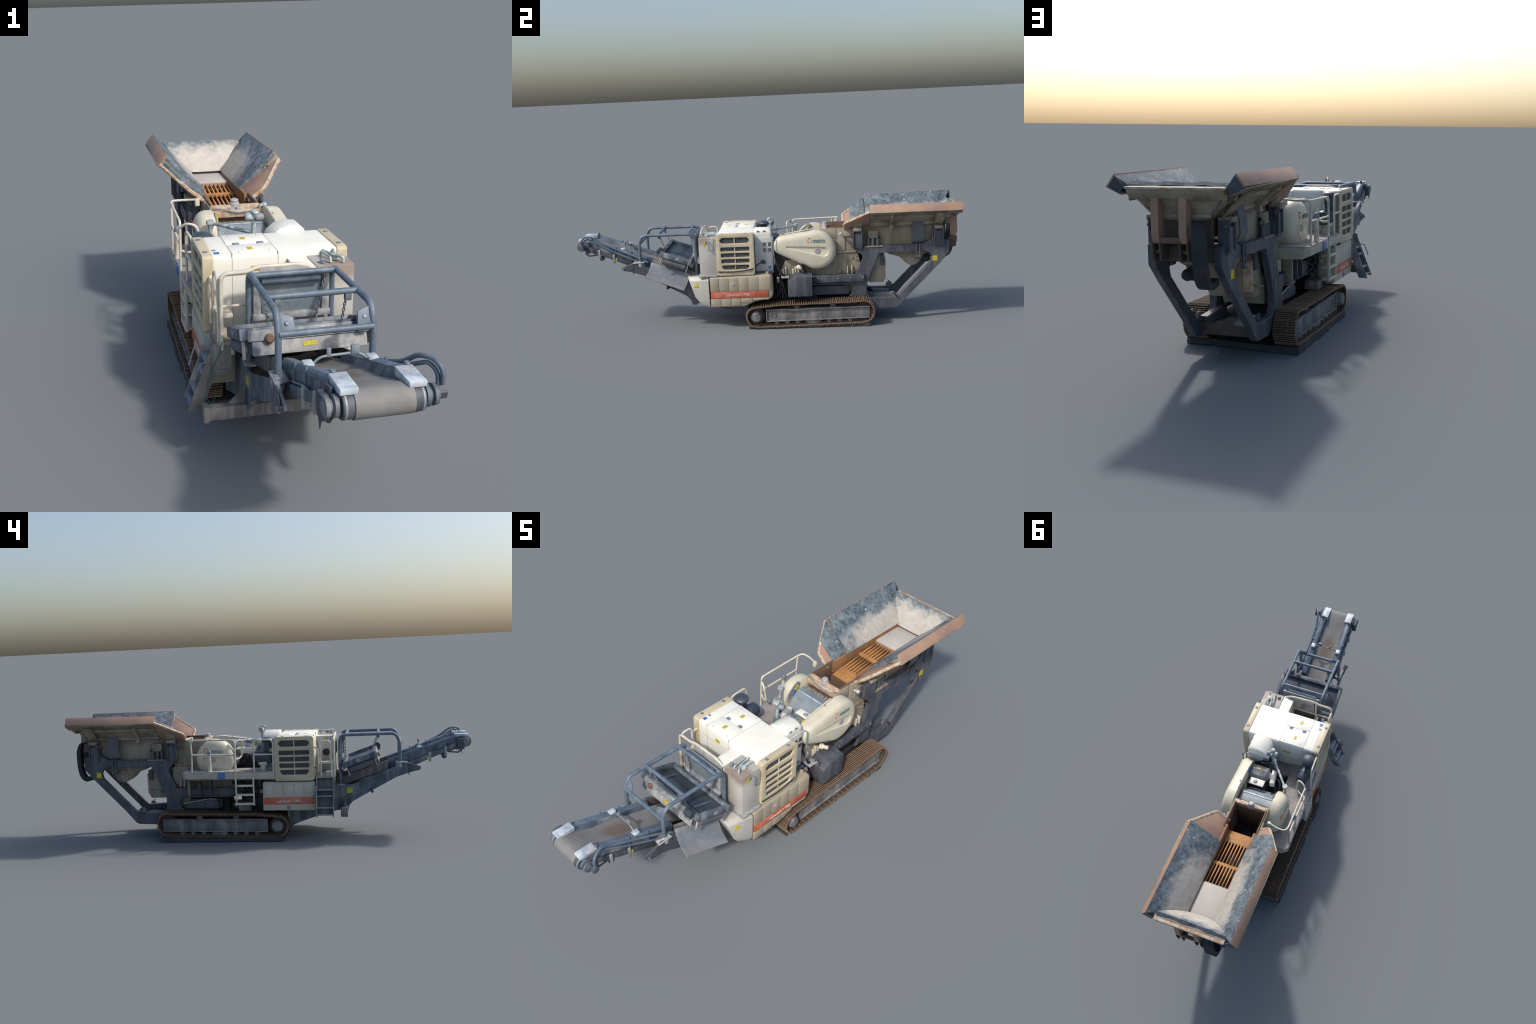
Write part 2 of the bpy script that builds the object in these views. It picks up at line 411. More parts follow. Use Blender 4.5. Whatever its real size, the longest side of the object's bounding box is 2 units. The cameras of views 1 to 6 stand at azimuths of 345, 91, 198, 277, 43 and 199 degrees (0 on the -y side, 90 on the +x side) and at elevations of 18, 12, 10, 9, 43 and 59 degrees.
shoe_src = None
for s in (1, -1):
    xc = 0.163 if s > 0 else -0.167
    fr = box("track_frame", (xc - 0.024, -0.006, 0.041), (xc + 0.024, 0.524, 0.101), FRAME, 0.003)
    # slightly tilted frame: shear so that the hopper end stands higher
    for v in fr.data.vertices:
        v.co.z += 0.006 * (v.co.y / 0.5) * (1.0 if v.co.z < 0.07 else 0.5)
    xo = xc + s * 0.024
    for z0, z1, lab in ((0.098, 0.103, "frame_flange"), (0.037, 0.042, "frame_flange")):
        f2 = box(lab, (xo - s * 0.012, -0.006, z0), (xo + s * 0.009, 0.524, z1), FRAME, 0.001, fr)
        for v in f2.data.vertices:
            v.co.z += 0.006 * (v.co.y / 0.5) * (1.0 if v.co.z < 0.07 else 0.5)
    box("frame_end_plate", (xo - s * 0.012, -0.010, 0.036), (xo + s * 0.007, -0.004, 0.102), FRAME, 0.001, fr)
    box("step_bar", (xo, 0.112, 0.094), (xo + s * 0.010, 0.205, 0.0985), FRAME, 0.001, fr)
    boxes("frame_pocket_rim", [((xo - 0.001, 0.014, z), (xo + s * 0.003, 0.042, z + 0.003)) for z in (0.058, 0.068, 0.078)] +
          [((xo - 0.001, y, 0.058), (xo + s * 0.003, y + 0.003, 0.080)) for y in (0.013, 0.040)], FRAME, 0.0005, fr)
    cyl("frame_boss", (xo - s * 0.001, 0.268, 0.080), (xo + s * 0.002, 0.268, 0.080), 0.012, FRAME, 16, fr)
    # sprocket with final drive, idler
    sp = lathe("drive_sprocket", (xc - 0.018, -0.060, 0.065), (1, 0, 0),
               [(0, 0.030), (0.004, 0.044), (0.032, 0.044), (0.036, 0.030)], TRACKDARK, 22)
    lathe("final_drive_hub", (xc + s * 0.016, -0.060, 0.065), (s, 0, 0),
          [(0, 0.032), (0.012, 0.031), (0.012, 0.027), (0.024, 0.026), (0.028, 0.022), (0.029, 0.004)], FRAME, 9, sp)
    cyl("idler_wheel", (xc - 0.016, 0.495, 0.077), (xc + 0.016, 0.495, 0.077), 0.046, TRACKDARK, 24)
    rsrc = None
    for i in range(8):
        y = 0.045 + i * 0.054
        p = (xc, y, 0.030 + 0.012 * y)
        if rsrc is None:
            rsrc = cyl("track_roller", (-0.024, 0, 0), (0.024, 0, 0), 0.0115, FRAME, 14)
            rsrc.location = p
        else:
            instance(rsrc, "track_roller", p)
    for y in (0.150, 0.335):
        box("carrier_bracket", (xc - 0.018, y - 0.014, 0.100), (xc + 0.018, y + 0.014, 0.122), FRAME, 0.003)
    prism("track_guide", [(0.192, 0.028), (0.205, 0.020), (0.250, 0.021), (0.263, 0.030), (0.257, 0.045), (0.198, 0.043)],
          xo - s * 0.010, xo + s * 0.001, FRAME)
    for k, p in enumerate(SHOE_POS):
        a, b = SHOE_POS[k - 1], SHOE_POS[(k + 1) % NSHOE]
        t = b - a
        ang = math.atan2(t.z, t.y)
        if shoe_src is None:
            shoe_src = finish("track_shoe", build_shoe(), [TRACK, TRACKDARK], None, 30)
            o = shoe_src
        else:
            o = instance(shoe_src, "track_shoe")
        o.location = (xc + s * 0.003 + random.uniform(-0.0012, 0.0012), p.y, p.z + random.uniform(-0.0006, 0.0006))
        o.rotation_euler = (ang, 0, 0)

# ground skirt left under the tracks by the scan (flat underside in the world, ragged rim)
bm = bmesh.new()
inv = (Matrix.Translation(root.location) @ root.rotation_euler.to_matrix().to_4x4()).inverted()
rim_pts = []
def edge_run(a, b, n, amp):
    for k in range(n):
        t = k / n
        j = random.uniform(-amp, amp)
        p = Vector(a).lerp(Vector(b), t)
        d = (Vector(b) - Vector(a)).normalized()
        rim_pts.append((p.x + d.y * j, p.y - d.x * j))
edge_run((-0.205, -0.092), (0.200, -0.106), 6, 0.004)
edge_run((0.200, -0.106), (0.229, 0.520), 34, 0.0045)
edge_run((0.229, 0.520), (-0.190, 0.538), 22, 0.007)
edge_run((-0.190, 0.538), (-0.214, -0.092), 34, 0.0045)
def skirt_top(x, y):
    return 0.010 + max(0.0, -x) * 0.022 + max(0.0, y - 0.25) * 0.036 + random.uniform(-0.0015, 0.0015)
lo = [bm.verts.new(inv @ Vector((x, y, 0.0))) for x, y in rim_pts]
hi = [bm.verts.new(inv @ Vector((x * 0.992, y * 0.995, skirt_top(x, y)))) for x, y in rim_pts]
n = len(lo)
for i in range(n):
    bm.faces.new((lo[i], lo[(i + 1) % n], hi[(i + 1) % n], hi[i]))
cb, ct = bm.verts.new(inv @ Vector((0, 0.2, 0.0))), bm.verts.new(inv @ Vector((0, 0.2, 0.012)))
for i in range(n):
    bm.faces.new((lo[(i + 1) % n], lo[i], cb))
    bm.faces.new((hi[i], hi[(i + 1) % n], ct))
finish("ground_skirt", bm, GROUNDSKIRT, None, 30)

# ================================================================== CHASSIS
chassis = box("chassis", (-0.100, -0.10, 0.060), (0.095, 0.52, 0.118), NEARBLACK, 0.004)
for s in (1, -1):
    x0, x1 = s * 0.108 + HC, s * 0.122 + HC
    prism("frame_beam", [(0.135, 0.250), (0.135, 0.208), (0.230, 0.212), (0.415, 0.214), (0.438, 0.200), (0.446, 0.178), (0.440, 0.158), (0.425, 0.138), (0.515, 0.138), (0.515, 0.252)], x0, x1, DARK, parent=chassis)
    box("beam_flange", (x0 - s * 0.02, 0.16, 0.206), (x1 + s * 0.006, 0.42, 0.212), DARK, 0.001, chassis)
# dark blocks standing for the drive train, enlarged and added to fill the frame
box("engine_block", (-0.060, -0.24, 0.110), (0.060, 0.140, 0.285), NEARBLACK, 0.006)
box("bay_filler_panel", (-0.128, -0.07, 0.128), (-0.058, 0.105, 0.290), NEARBLACK, 0.008)  # dark panel added to close the see-through bay
box("transfer_housing", (-0.060, 0.08, 0.212), (0.060, 0.25, 0.255), NEARBLACK, 0.006)
box("frame_filler", (-0.060, 0.200, 0.110), (0.060, 0.26, 0.255), NEARBLACK, 0.006)  # dark box added to fill the open space inside the frame
box("belly_pan", (-0.085, 0.235, 0.140), (0.085, 0.43, 0.190), FLAP, 0.008, chassis)
prism("track_motor_cover", [(0.246, 0.140), (0.430, 0.144), (0.428, 0.168), (0.300, 0.190), (0.262, 0.190), (0.248, 0.176)], -0.112, -0.080, DARK, bevel=0.004, parent=chassis)
tube("cover_strap", [(-0.113, 0.430, 0.170), (-0.113, 0.300, 0.193), (-0.113, 0.258, 0.190)], 0.003, FASCIA, 0.01, 6, chassis)
# bolted service beam on the +x side
sb = box("service_beam", (0.100, 0.236, 0.220), (0.130, 0.503, 0.257), DARK, 0.002)
for y in (0.283, 0.37, 0.435, 0.495):
    cyl("beam_bolt", (0.129, y, 0.238 + 0.02 * (y - 0.28)), (0.132, y, 0.238 + 0.02 * (y - 0.28)), 0.0045, KNOB, 10, sb)
# mounting brackets under the deck
for y in (0.39, 0.335, 0.28):
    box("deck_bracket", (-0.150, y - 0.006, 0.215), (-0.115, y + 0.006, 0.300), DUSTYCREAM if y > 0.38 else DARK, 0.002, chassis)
box("ladder_foot_box", (-0.165, 0.075, 0.138), (-0.110, 0.138, 0.172), FRAME, 0.003, chassis)

# ================================================================== REAR FRAME (hopper legs)
LEG = [(0.449, 0.488), (0.449, 0.392), (0.492, 0.358), (0.498, 0.336), (0.460, 0.256), (0.450, 0.200), (0.452, 0.138), (0.520, 0.100),
       (0.564, 0.066), (0.668, 0.070), (0.684, 0.078), (0.733, 0.136), (0.891, 0.300), (0.940, 0.356), (0.940, 0.417),
       (0.910, 0.424), (0.908, 0.488), (0.860, 0.488), (0.850, 0.425), (0.800, 0.403), (0.500, 0.397), (0.497, 0.488)]
LEGHOLE = [(0.530, 0.128), (0.514, 0.160), (0.514, 0.193), (0.532, 0.243), (0.580, 0.362), (0.815, 0.367), (0.840, 0.356),
           (0.852, 0.334), (0.845, 0.308), (0.680, 0.138), (0.655, 0.125), (0.575, 0.125)]
for s in (1, -1):
    xo, xi = HC + s * 0.119, HC + s * 0.094
    leg = prism("hopper_leg", LEG, xi, xo, DARK, holes=[LEGHOLE], bevel=0.002)
    for yc in (0.473, 0.884):
        # upright pocket with clamp, bolts and cap
        boxes("leg_socket", [((xo - s * 0.004, yc - 0.024, 0.400), (xo + s * 0.014, yc - 0.018, 0.492)),
                             ((xo - s * 0.004, yc + 0.018, 0.400), (xo + s * 0.014, yc + 0.024, 0.492)),
                             ((xo - s * 0.004, yc - 0.022, 0.392), (xo + s * 0.008, yc + 0.022, 0.470))], DARK, 0.001, leg)
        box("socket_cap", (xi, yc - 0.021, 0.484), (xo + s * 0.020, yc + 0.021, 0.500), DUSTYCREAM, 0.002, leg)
        for d in (-0.030, 0.030):
            cyl("socket_bolt", (xo + s * 0.004, yc + d - 0.008, 0.474), (xo + s * 0.004, yc + d + 0.008, 0.474), 0.006, DARK, 10, leg)
            cyl("socket_bolt", (xo + s * 0.004, yc + d, 0.455), (xo + s * 0.004, yc + d, 0.485), 0.003, DARK, 8, leg)
    # gusset spur on the diagonal arm
    slab("arm_spur", [(xo - s * 0.002, 0.668, 0.143), (xo - s * 0.002, 0.660, 0.135), (xo + s * 0.002, 0.645, 0.160)], 0.012, DARK, 0.0005, leg)
    sticker_x("warning_sticker", s, xo, 0.853, 0.879, 0.313, 0.340, YELLOW, leg)
    # air spring pack under the feeder
    pk = boxes("spring_plate", [((xo - s * 0.020, 0.517, 0.441), (xo - s * 0.008, 0.592, 0.452)),
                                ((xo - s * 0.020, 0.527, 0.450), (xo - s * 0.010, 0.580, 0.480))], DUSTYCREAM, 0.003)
    for y in (0.530, 0.553, 0.577):
        cyl("spring", (xo - s * 0.014, y, 0.398), (xo - s * 0.014, y, 0.443), 0.0095, DARK, 14, pk)
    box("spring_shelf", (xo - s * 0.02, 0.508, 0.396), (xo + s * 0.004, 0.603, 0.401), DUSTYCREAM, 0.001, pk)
    for y in (0.526, 0.583):
        cyl("spring_plate_disc", (xo - s * 0.009, y, 0.446), (xo - s * 0.006, y, 0.446), 0.0065, BLACK, 12, pk)  # black disc standing for a hole in the plate
    # hanging rubber strip and damper rod
    path = [(xo - s * 0.012, 0.532), (xo + s * 0.004, 0.48), (xo + s * 0.006, 0.44), (xo - s * 0.006, 0.412), (xo - s * 0.02, 0.404)]
    bm = bmesh.new()
    vs = [[bm.verts.new((p[0] + dx, y, p[1])) for dx in (0, -s * 0.005) for y in (0.751, 0.809)] for p in path]
    for a, b in zip(vs, vs[1:]):
        for i, j in ((0, 1), (1, 3), (3, 2), (2, 0)):
            bm.faces.new((a[i], a[j], b[j], b[i]))
    for e in (vs[0], vs[-1]):
        bm.faces.new((e[0], e[1], e[3], e[2]))
    soften(bm, 0.001, 1)
    finish("rubber_strip", bm, FLAP)
    for y in (0.772, 0.789):
        cyl("damper_rod", (xo + s * 0.004, y, 0.335), (xo + s * 0.004, y, 0.410), 0.0045, DARK, 10, leg)
    cyl("damper_foot", (xo + s * 0.004, 0.768, 0.338), (xo + s * 0.004, 0.793, 0.338), 0.009, DARK, 12, leg)
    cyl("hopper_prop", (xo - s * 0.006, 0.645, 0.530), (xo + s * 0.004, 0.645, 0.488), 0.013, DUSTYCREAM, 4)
    cyl("prop_bolt", (xo + s * 0.004, 0.645, 0.490), (xo + s * 0.004, 0.645, 0.472), 0.006, KNOB, 10)
    lathe("towing_eye", (HC + s * 0.098, 0.650, 0.138), (1, 0, 0), [(-0.004, 0.013), (-0.001, 0.016), (0.003, 0.016), (0.006, 0.013)], FRAME, 16, leg)

cross = box("frame_crossbeam", (HC - 0.100, 0.905, 0.368), (HC + 0.100, 0.932, 0.415), DARKBROWN, 0.004)
box("frame_crossbeam", (HC - 0.110, 0.602, 0.072), (HC + 0.110, 0.640, 0.116), DARKBROWN, 0.004)
box("floor_plate", (HC - 0.100, 0.50, 0.100), (HC + 0.100, 0.620, 0.110), FRAME, 0.003)
prism("channel_beam", [(0.50, 0.110), (0.632, 0.110), (0.662, 0.140), (0.50, 0.146)], HC + 0.062, HC + 0.092, DARK)
slab("loose_stone_slab", [(HC - 0.02, 0.56, 0.124), (HC - 0.02, 0.64, 0.121), (HC - 0.075, 0.65, 0.123), (HC - 0.085, 0.55, 0.126)], 0.014, FRAME, 0.004)
# rear posts, brackets, rubber flap
for xa, xb in ((0.050, 0.074), (-0.038, -0.014)):
    po = prism("hopper_post", [(0.948, 0.560), (0.982, 0.560), (0.986, 0.458), (0.978, 0.428), (0.948, 0.422)], xa, xb, RIM, bevel=0.001)
    prism("post_bracket", [(0.930, 0.372), (0.978, 0.378), (0.985, 0.430), (0.955, 0.440), (0.930, 0.420)], xa - 0.004, xa + 0.003, DARKBROWN, parent=po)
    prism("post_bracket", [(0.930, 0.372), (0.978, 0.378), (0.985, 0.430), (0.955, 0.440), (0.930, 0.420)], xb - 0.003, xb + 0.004, DARKBROWN, parent=po)
    cyl("bracket_pin", (xa - 0.004, 0.962, 0.402), (xb + 0.004, 0.962, 0.402), 0.006, DARKRUST, 10, po)
box("post_tie", (-0.014, 0.966, 0.428), (0.050, 0.980, 0.446), DARKRUST, 0.003)
box("feeder_plate", (HC - 0.086, 0.912, 0.395), (HC + 0.086, 0.924, 0.498), DARKBROWN, 0.002)
bm = bmesh.new()
FL = rounded([(0, 0.945, 0.492), (0, 0.970, 0.495), (0, 0.991, 0.455), (0, 0.991, 0.365), (0, 0.978, 0.313), (0, 0.950, 0.289), (0, 0.905, 0.301)], 0.03)
vs = []
for i, p in enumerate(FL):
    a, b = FL[max(i - 1, 0)], FL[min(i + 1, len(FL) - 1)]
    t = (b - a).normalized()
    nrm = Vector((0, -t.z, t.y)) * -(0.005 + 0.016 * min(1.0, 3.0 * i / (len(FL) - 1)))
    sh = -0.008 * i / len(FL)
    vs.append([bm.verts.new(p + Vector((dx + sh, 0, 0)) + o) for o in (Vector((0, 0, 0)), nrm) for dx in (-0.093, -0.052)])
for a, b in zip(vs, vs[1:]):
    for i, j in ((0, 1), (1, 3), (3, 2), (2, 0)):
        bm.faces.new((a[i], a[j], b[j], b[i]))
for e in (vs[0], vs[-1]):
    bm.faces.new((e[0], e[1], e[3], e[2]))
finish("rubber_flap", bm, BLACK, None, 40)

# ================================================================== FEEDER
feeder = boxes("feeder_body", [((HC - 0.088, 0.500, 0.392), (HC - 0.074, 0.866, 0.500)),
                               ((HC + 0.074, 0.500, 0.392), (HC + 0.088, 0.866, 0.500)),
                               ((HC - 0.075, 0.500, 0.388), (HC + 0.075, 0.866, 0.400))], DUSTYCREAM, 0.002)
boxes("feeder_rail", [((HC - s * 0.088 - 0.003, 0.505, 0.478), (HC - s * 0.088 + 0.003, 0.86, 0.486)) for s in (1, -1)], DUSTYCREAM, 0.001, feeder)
for s in (1, -1):
    for k in range(9):
        cyl("feeder_rivet", (HC + s * 0.087, 0.615 + 0.027 * k, 0.492), (HC + s * 0.090, 0.615 + 0.027 * k, 0.492), 0.002, DARKRUST, 8, feeder)
prism("feeder_belly", [(0.610, 0.392), (0.632, 0.345), (0.692, 0.326), (0.722, 0.295), (0.745, 0.280), (0.775, 0.280), (0.798, 0.300), (0.815, 0.335), (0.856, 0.352), (0.860, 0.392)],
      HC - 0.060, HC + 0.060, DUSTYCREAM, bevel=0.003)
for s in (1, -1):
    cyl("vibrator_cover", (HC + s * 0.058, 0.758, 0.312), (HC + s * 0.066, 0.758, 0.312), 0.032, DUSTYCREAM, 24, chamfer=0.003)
    cyl("vibrator_cap", (HC + s * 0.065, 0.758, 0.312), (HC + s * 0.068, 0.758, 0.312), 0.007, DISC, 12)
lathe("vibrator_drive", (HC + 0.02, 0.80, 0.318), (0.5, 0.8, -0.15), [(0, 0.02), (0.02, 0.022), (0.05, 0.018), (0.06, 0.01)], NEARBLACK, 14)
# discharge chute below the feeder
chute = solid("bypass_chute", [(HC + sx * 0.080, y, z) for sx in (-1, 1) for y, z in ((0.520, 0.215), (0.530, 0.360), (0.590, 0.362), (0.618, 0.325), (0.618, 0.222), (0.606, 0.198), (0.535, 0.198))],
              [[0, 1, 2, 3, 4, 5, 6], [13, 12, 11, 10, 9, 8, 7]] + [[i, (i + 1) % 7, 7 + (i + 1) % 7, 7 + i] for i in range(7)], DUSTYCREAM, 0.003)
box("chute_edge", (HC - 0.083, 0.612, 0.222), (HC - 0.050, 0.622, 0.325), RUSTEDGE, 0.002, chute)
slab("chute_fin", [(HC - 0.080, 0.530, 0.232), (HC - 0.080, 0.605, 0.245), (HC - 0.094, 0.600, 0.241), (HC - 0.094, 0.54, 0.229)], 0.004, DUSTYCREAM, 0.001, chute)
box("chute_bracket", (HC + 0.078, 0.592, 0.290), (HC + 0.090, 0.612, 0.350), DARK, 0.003, chute)
box("chute_bracket", (HC - 0.092, 0.590, 0.292), (HC - 0.080, 0.612, 0.345), DARK, 0.003, chute)
solid("chute_box", [(HC + sx * a, y, z) for sx in (-1, 1) for a, y, z in ((0.082, 0.40, 0.15), (0.082, 0.40, 0.26), (0.082, 0.52, 0.26), (0.076, 0.500, 0.155))],
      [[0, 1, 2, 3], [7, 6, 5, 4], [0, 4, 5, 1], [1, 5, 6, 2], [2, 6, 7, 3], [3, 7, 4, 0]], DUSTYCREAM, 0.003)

# ================================================================== HOPPER
def hx(s, x):
    return HC + s * x
hopper_floor = box("feeder_pan", (HC - 0.064, 0.728, 0.460), (HC + 0.064, 0.910, 0.483), PAN, 0.003)
for s in (1, -1):
    A, B, C, D = ((0.059, 0.496), (0.190, 0.624), (0.2005, 0.6115), (0.072, 0.486)) if s > 0 else ((0.060, 0.502), (0.1885, 0.627), (0.2005, 0.6125), (0.074, 0.489))
    near = [(hx(s, x), y, z) for (x, z), y in zip((A, B, C, D), (0.528, 0.532, 0.532, 0.528))]
    far = [(hx(s, x), y, z) for (x, z), y in zip((A, (B[0], B[1] + (0.004 if s < 0 else 0.0)), C, D), (0.893, 0.992, 0.991, 0.893))]
    wing = solid("hopper_wing", near + far, [[0, 1, 2, 3], [7, 6, 5, 4], [0, 4, 5, 1], [1, 5, 6, 2], [2, 6, 7, 3], [3, 7, 4, 0]], LINER, 0.003)
    # rusty flange folded down along the top edge, with closed ends
    ft, fb = (0.1905, 0.6265), (0.2180, 0.5905)
    rim = solid("hopper_rim", [(hx(s, x), y, z) for y in (0.5325, 0.992) for x, z in ((q[0], q[1] + (0.005 if y > 0.6 and s < 0 else 0.0)) for q in (ft, fb, (fb[0] - 0.005, fb[1] - 0.003), (ft[0] - 0.003, ft[1] - 0.006)))],
                [[0, 1, 2, 3], [7, 6, 5, 4], [0, 4, 5, 1], [1, 5, 6, 2], [2, 6, 7, 3], [3, 7, 4, 0]], RIM, 0.001, wing)
    solid("rim_fold", [(hx(s, x), y, z) for y in (0.5325, 0.990) for x, z in ((0.2190, 0.5925), (0.2205, 0.5890), (0.170, 0.566), (0.168, 0.5695))],
          [[0, 1, 2, 3], [7, 6, 5, 4], [0, 4, 5, 1], [1, 5, 6, 2], [2, 6, 7, 3], [3, 7, 4, 0]], HULL, 0.0008, wing)
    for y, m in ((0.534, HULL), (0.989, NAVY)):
        solid("rim_end_plate", [(hx(s, x), yy, z) for yy in (y - 0.002, y + 0.002) for x, z in ((0.1900, 0.624), (0.2165, 0.5915), (0.172, 0.568), (0.160, 0.592))],
              [[0, 1, 2, 3], [7, 6, 5, 4], [0, 4, 5, 1], [1, 5, 6, 2], [2, 6, 7, 3], [3, 7, 4, 0]], m, 0.0008, wing)
    # underside sheet and channel ribs
    off = Vector((s * 0.70, 0, -0.71)) * 0.0015
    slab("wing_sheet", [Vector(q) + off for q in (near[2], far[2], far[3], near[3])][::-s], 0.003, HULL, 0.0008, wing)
    for t, w in ((0.42, 0.013), (0.80, 0.012)):
        a = Vector(near[2]).lerp(Vector(near[3]), t) + off
        b = Vector(far[2]).lerp(Vector(far[3]), t) + off
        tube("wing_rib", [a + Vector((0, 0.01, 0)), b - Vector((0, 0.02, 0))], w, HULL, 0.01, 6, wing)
    for ya, yb in ((0.862, 0.906), (0.455, 0.498), (0.638, 0.652)):
        top = 0.576 if ya > 0.5 else 0.530
        xt = 0.200 if ya > 0.6 else 0.135
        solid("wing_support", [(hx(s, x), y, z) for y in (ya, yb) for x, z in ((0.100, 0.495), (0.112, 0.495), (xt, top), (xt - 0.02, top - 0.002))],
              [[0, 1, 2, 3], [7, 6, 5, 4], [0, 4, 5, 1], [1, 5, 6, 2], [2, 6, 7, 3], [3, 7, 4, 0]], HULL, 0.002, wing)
    # slanted front cheek
    P = [(0.067, 0.534, 0.499), (0.072, 0.409, 0.485), (0.129, 0.409, 0.533), (0.210, 0.536, 0.601)]
    cheek = slab("hopper_cheek", [(hx(s, x), y, z) for x, y, z in P][::s], 0.012, RIM, 0.002)
    ed = Vector((0, 0, -0.006))
    tube("cheek_edge", [Vector((hx(s, x), y, z)) + ed for x, y, z in (P[3], P[2], P[1])], 0.0075, RUSTEDGE, 0.01, 6, cheek)
    if s < 0:
        Q = [(0.069, 0.527, 0.503), (0.073, 0.446, 0.493), (0.151, 0.446, 0.558), (0.200, 0.527, 0.602)]
        slab("cheek_liner", [(hx(s, x), y, z + 0.004) for x, y, z in Q][::s], 0.008, LINER, 0.001, cheek)
    # rusty side bar of the feeder throat
    box("throat_bar", (hx(s, 0.062), 0.440, 0.440), (hx(s, 0.073), 0.895, 0.500), THROAT, 0.002, hopper_floor)
    # clamp with ragged bolt at the far underside
    lathe("corner_clamp", (hx(s, 0.150), 0.950, 0.560), (s * 0.4, 0.5, -0.4), [(0, 0.012), (0.008, 0.010), (0.012, 0.006), (0.018, 0.005)], DARKRUST, 8)

rows = []
bm = bmesh.new()
for k in range(9):                       # liner plate, slightly bellied towards the load
    t = k / 8
    belly = 0.004 * math.sin(math.pi * t)
    hw = 0.067 + (0.157 - 0.067) * t
    y, z = 0.882 + 0.078 * t - belly, 0.493 + 0.110 * t + belly * 0.8
    rows.append([bm.verts.new((HC + hw * u, y + 0.003 * abs(u) ** 3, z + (0.0025 * math.sin(u * 9.0) if k == 8 else 0.0))) for u in (-1, -0.75, -0.5, -0.25, 0, 0.25, 0.5, 0.75, 1)])
for a, b in zip(rows, rows[1:]):
    for k in range(8):
        bm.faces.new((a[k], a[k + 1], b[k + 1], b[k]))
bmesh.ops.recalc_face_normals(bm, faces=bm.faces)
bmesh.ops.solidify(bm, geom=bm.faces[:], thickness=-0.014)
rw = finish("hopper_end_wall", bm, LINER, None, 40)
prism("end_wall_beam", [(0.950, 0.552), (0.976, 0.554), (0.9945, 0.575), (0.9945, 0.586), (0.978, 0.592), (0.960, 0.592)], HC - 0.152, HC + 0.152, HULL, bevel=0.002, parent=rw)
box("end_wall_lip", (HC - 0.158, 0.970, 0.584), (HC + 0.158, 0.9955, 0.5905), RUSTEDGE, 0.002, rw)
solid("end_wall_sheet", [(HC + sx * w, y, z) for sx in (-1, 1) for w, y, z in ((0.126, 0.962, 0.556), (0.070, 0.938, 0.492), (0.070, 0.915, 0.492), (0.126, 0.945, 0.556))],
      [[0, 1, 2, 3], [7, 6, 5, 4], [0, 4, 5, 1], [1, 5, 6, 2], [2, 6, 7, 3], [3, 7, 4, 0]], HULL, 0.002, rw)
box("pan_gap_strip", (HC - 0.066, 0.889, 0.470), (HC + 0.066, 0.908, 0.500), BLACK, 0.001, rw)  # black strip added to stand for the gap behind the pan
boxes("end_wall_rail", [((HC - 0.09, 0.936, 0.500), (HC + 0.09, 0.948, 0.512))], HULL, 0.002, rw)

# grizzly: two stepped rows of tapered bars, then the drop plate
bar_src = None
for row, (ya, yb, za, zb) in enumerate(((0.732, 0.622, 0.477, 0.465), (0.610, 0.496, 0.461, 0.449))):
    bx = box("grizzly_crossbar", (HC - 0.062, yb - 0.012, zb - 0.014), (HC + 0.062, yb + 0.004, zb + 0.000), RUST, 0.002)
    for k in range(8):
        x = HC - 0.054 + k * 0.0154
        if bar_src is None:
            bar_src = solid("grizzly_bar", [(sx * w, y, z) for sx in (-1, 1) for w, y, z in ((0.0018, 0, 0), (0.0018, 0, -0.012), (0.0033, -0.112, -0.024), (0.0033, -0.112, -0.012))],
                            [[0, 1, 2, 3], [7, 6, 5, 4], [0, 4, 5, 1], [1, 5, 6, 2], [2, 6, 7, 3], [3, 7, 4, 0]], RUST, 0.001)
            o = bar_src
        else:
            o = instance(bar_src, "grizzly_bar")
        o.location = (x + random.uniform(-0.0006, 0.0006), ya, za)
box("pan_step", (HC - 0.062, 0.724, 0.452), (HC + 0.062, 0.734, 0.479), RIM, 0.001, hopper_floor)
slab("drop_plate", [(HC - 0.062, 0.490, 0.448), (HC + 0.062, 0.490, 0.448), (HC + 0.062, 0.436, 0.437), (HC - 0.062, 0.436, 0.437)][::-1], 0.01, RUST, 0.002)
box("fines_floor", (HC - 0.070, 0.450, 0.400), (HC + 0.070, 0.735, 0.410), NEARBLACK, 0)

# ================================================================== JAW CRUSHER
CB = -0.004
body = boxes("crusher_body", [((CB - 0.090, 0.372, 0.255), (CB - 0.076, 0.474, 0.494)), ((CB + 0.076, 0.372, 0.255), (CB + 0.090, 0.474, 0.494)),
                              ((CB - 0.086, 0.180, 0.255), (CB - 0.078, 0.375, 0.440)), ((CB + 0.078, 0.180, 0.255), (CB + 0.086, 0.375, 0.440)),
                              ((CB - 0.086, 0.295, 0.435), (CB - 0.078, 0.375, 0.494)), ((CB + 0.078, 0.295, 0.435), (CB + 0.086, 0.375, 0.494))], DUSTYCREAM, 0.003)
box("chamber_plate", (CB - 0.078, 0.438, 0.30), (CB + 0.078, 0.450, 0.430), DARKRUST, 0.003, body)
box("crushing_chamber", (CB - 0.076, 0.318, 0.26), (CB + 0.076, 0.438, 0.305), NEARBLACK, 0, body)
box("jaw_plate", (CB - 0.076, 0.306, 0.27), (CB + 0.076, 0.318, 0.475), DARKRUST, 0.001, body)
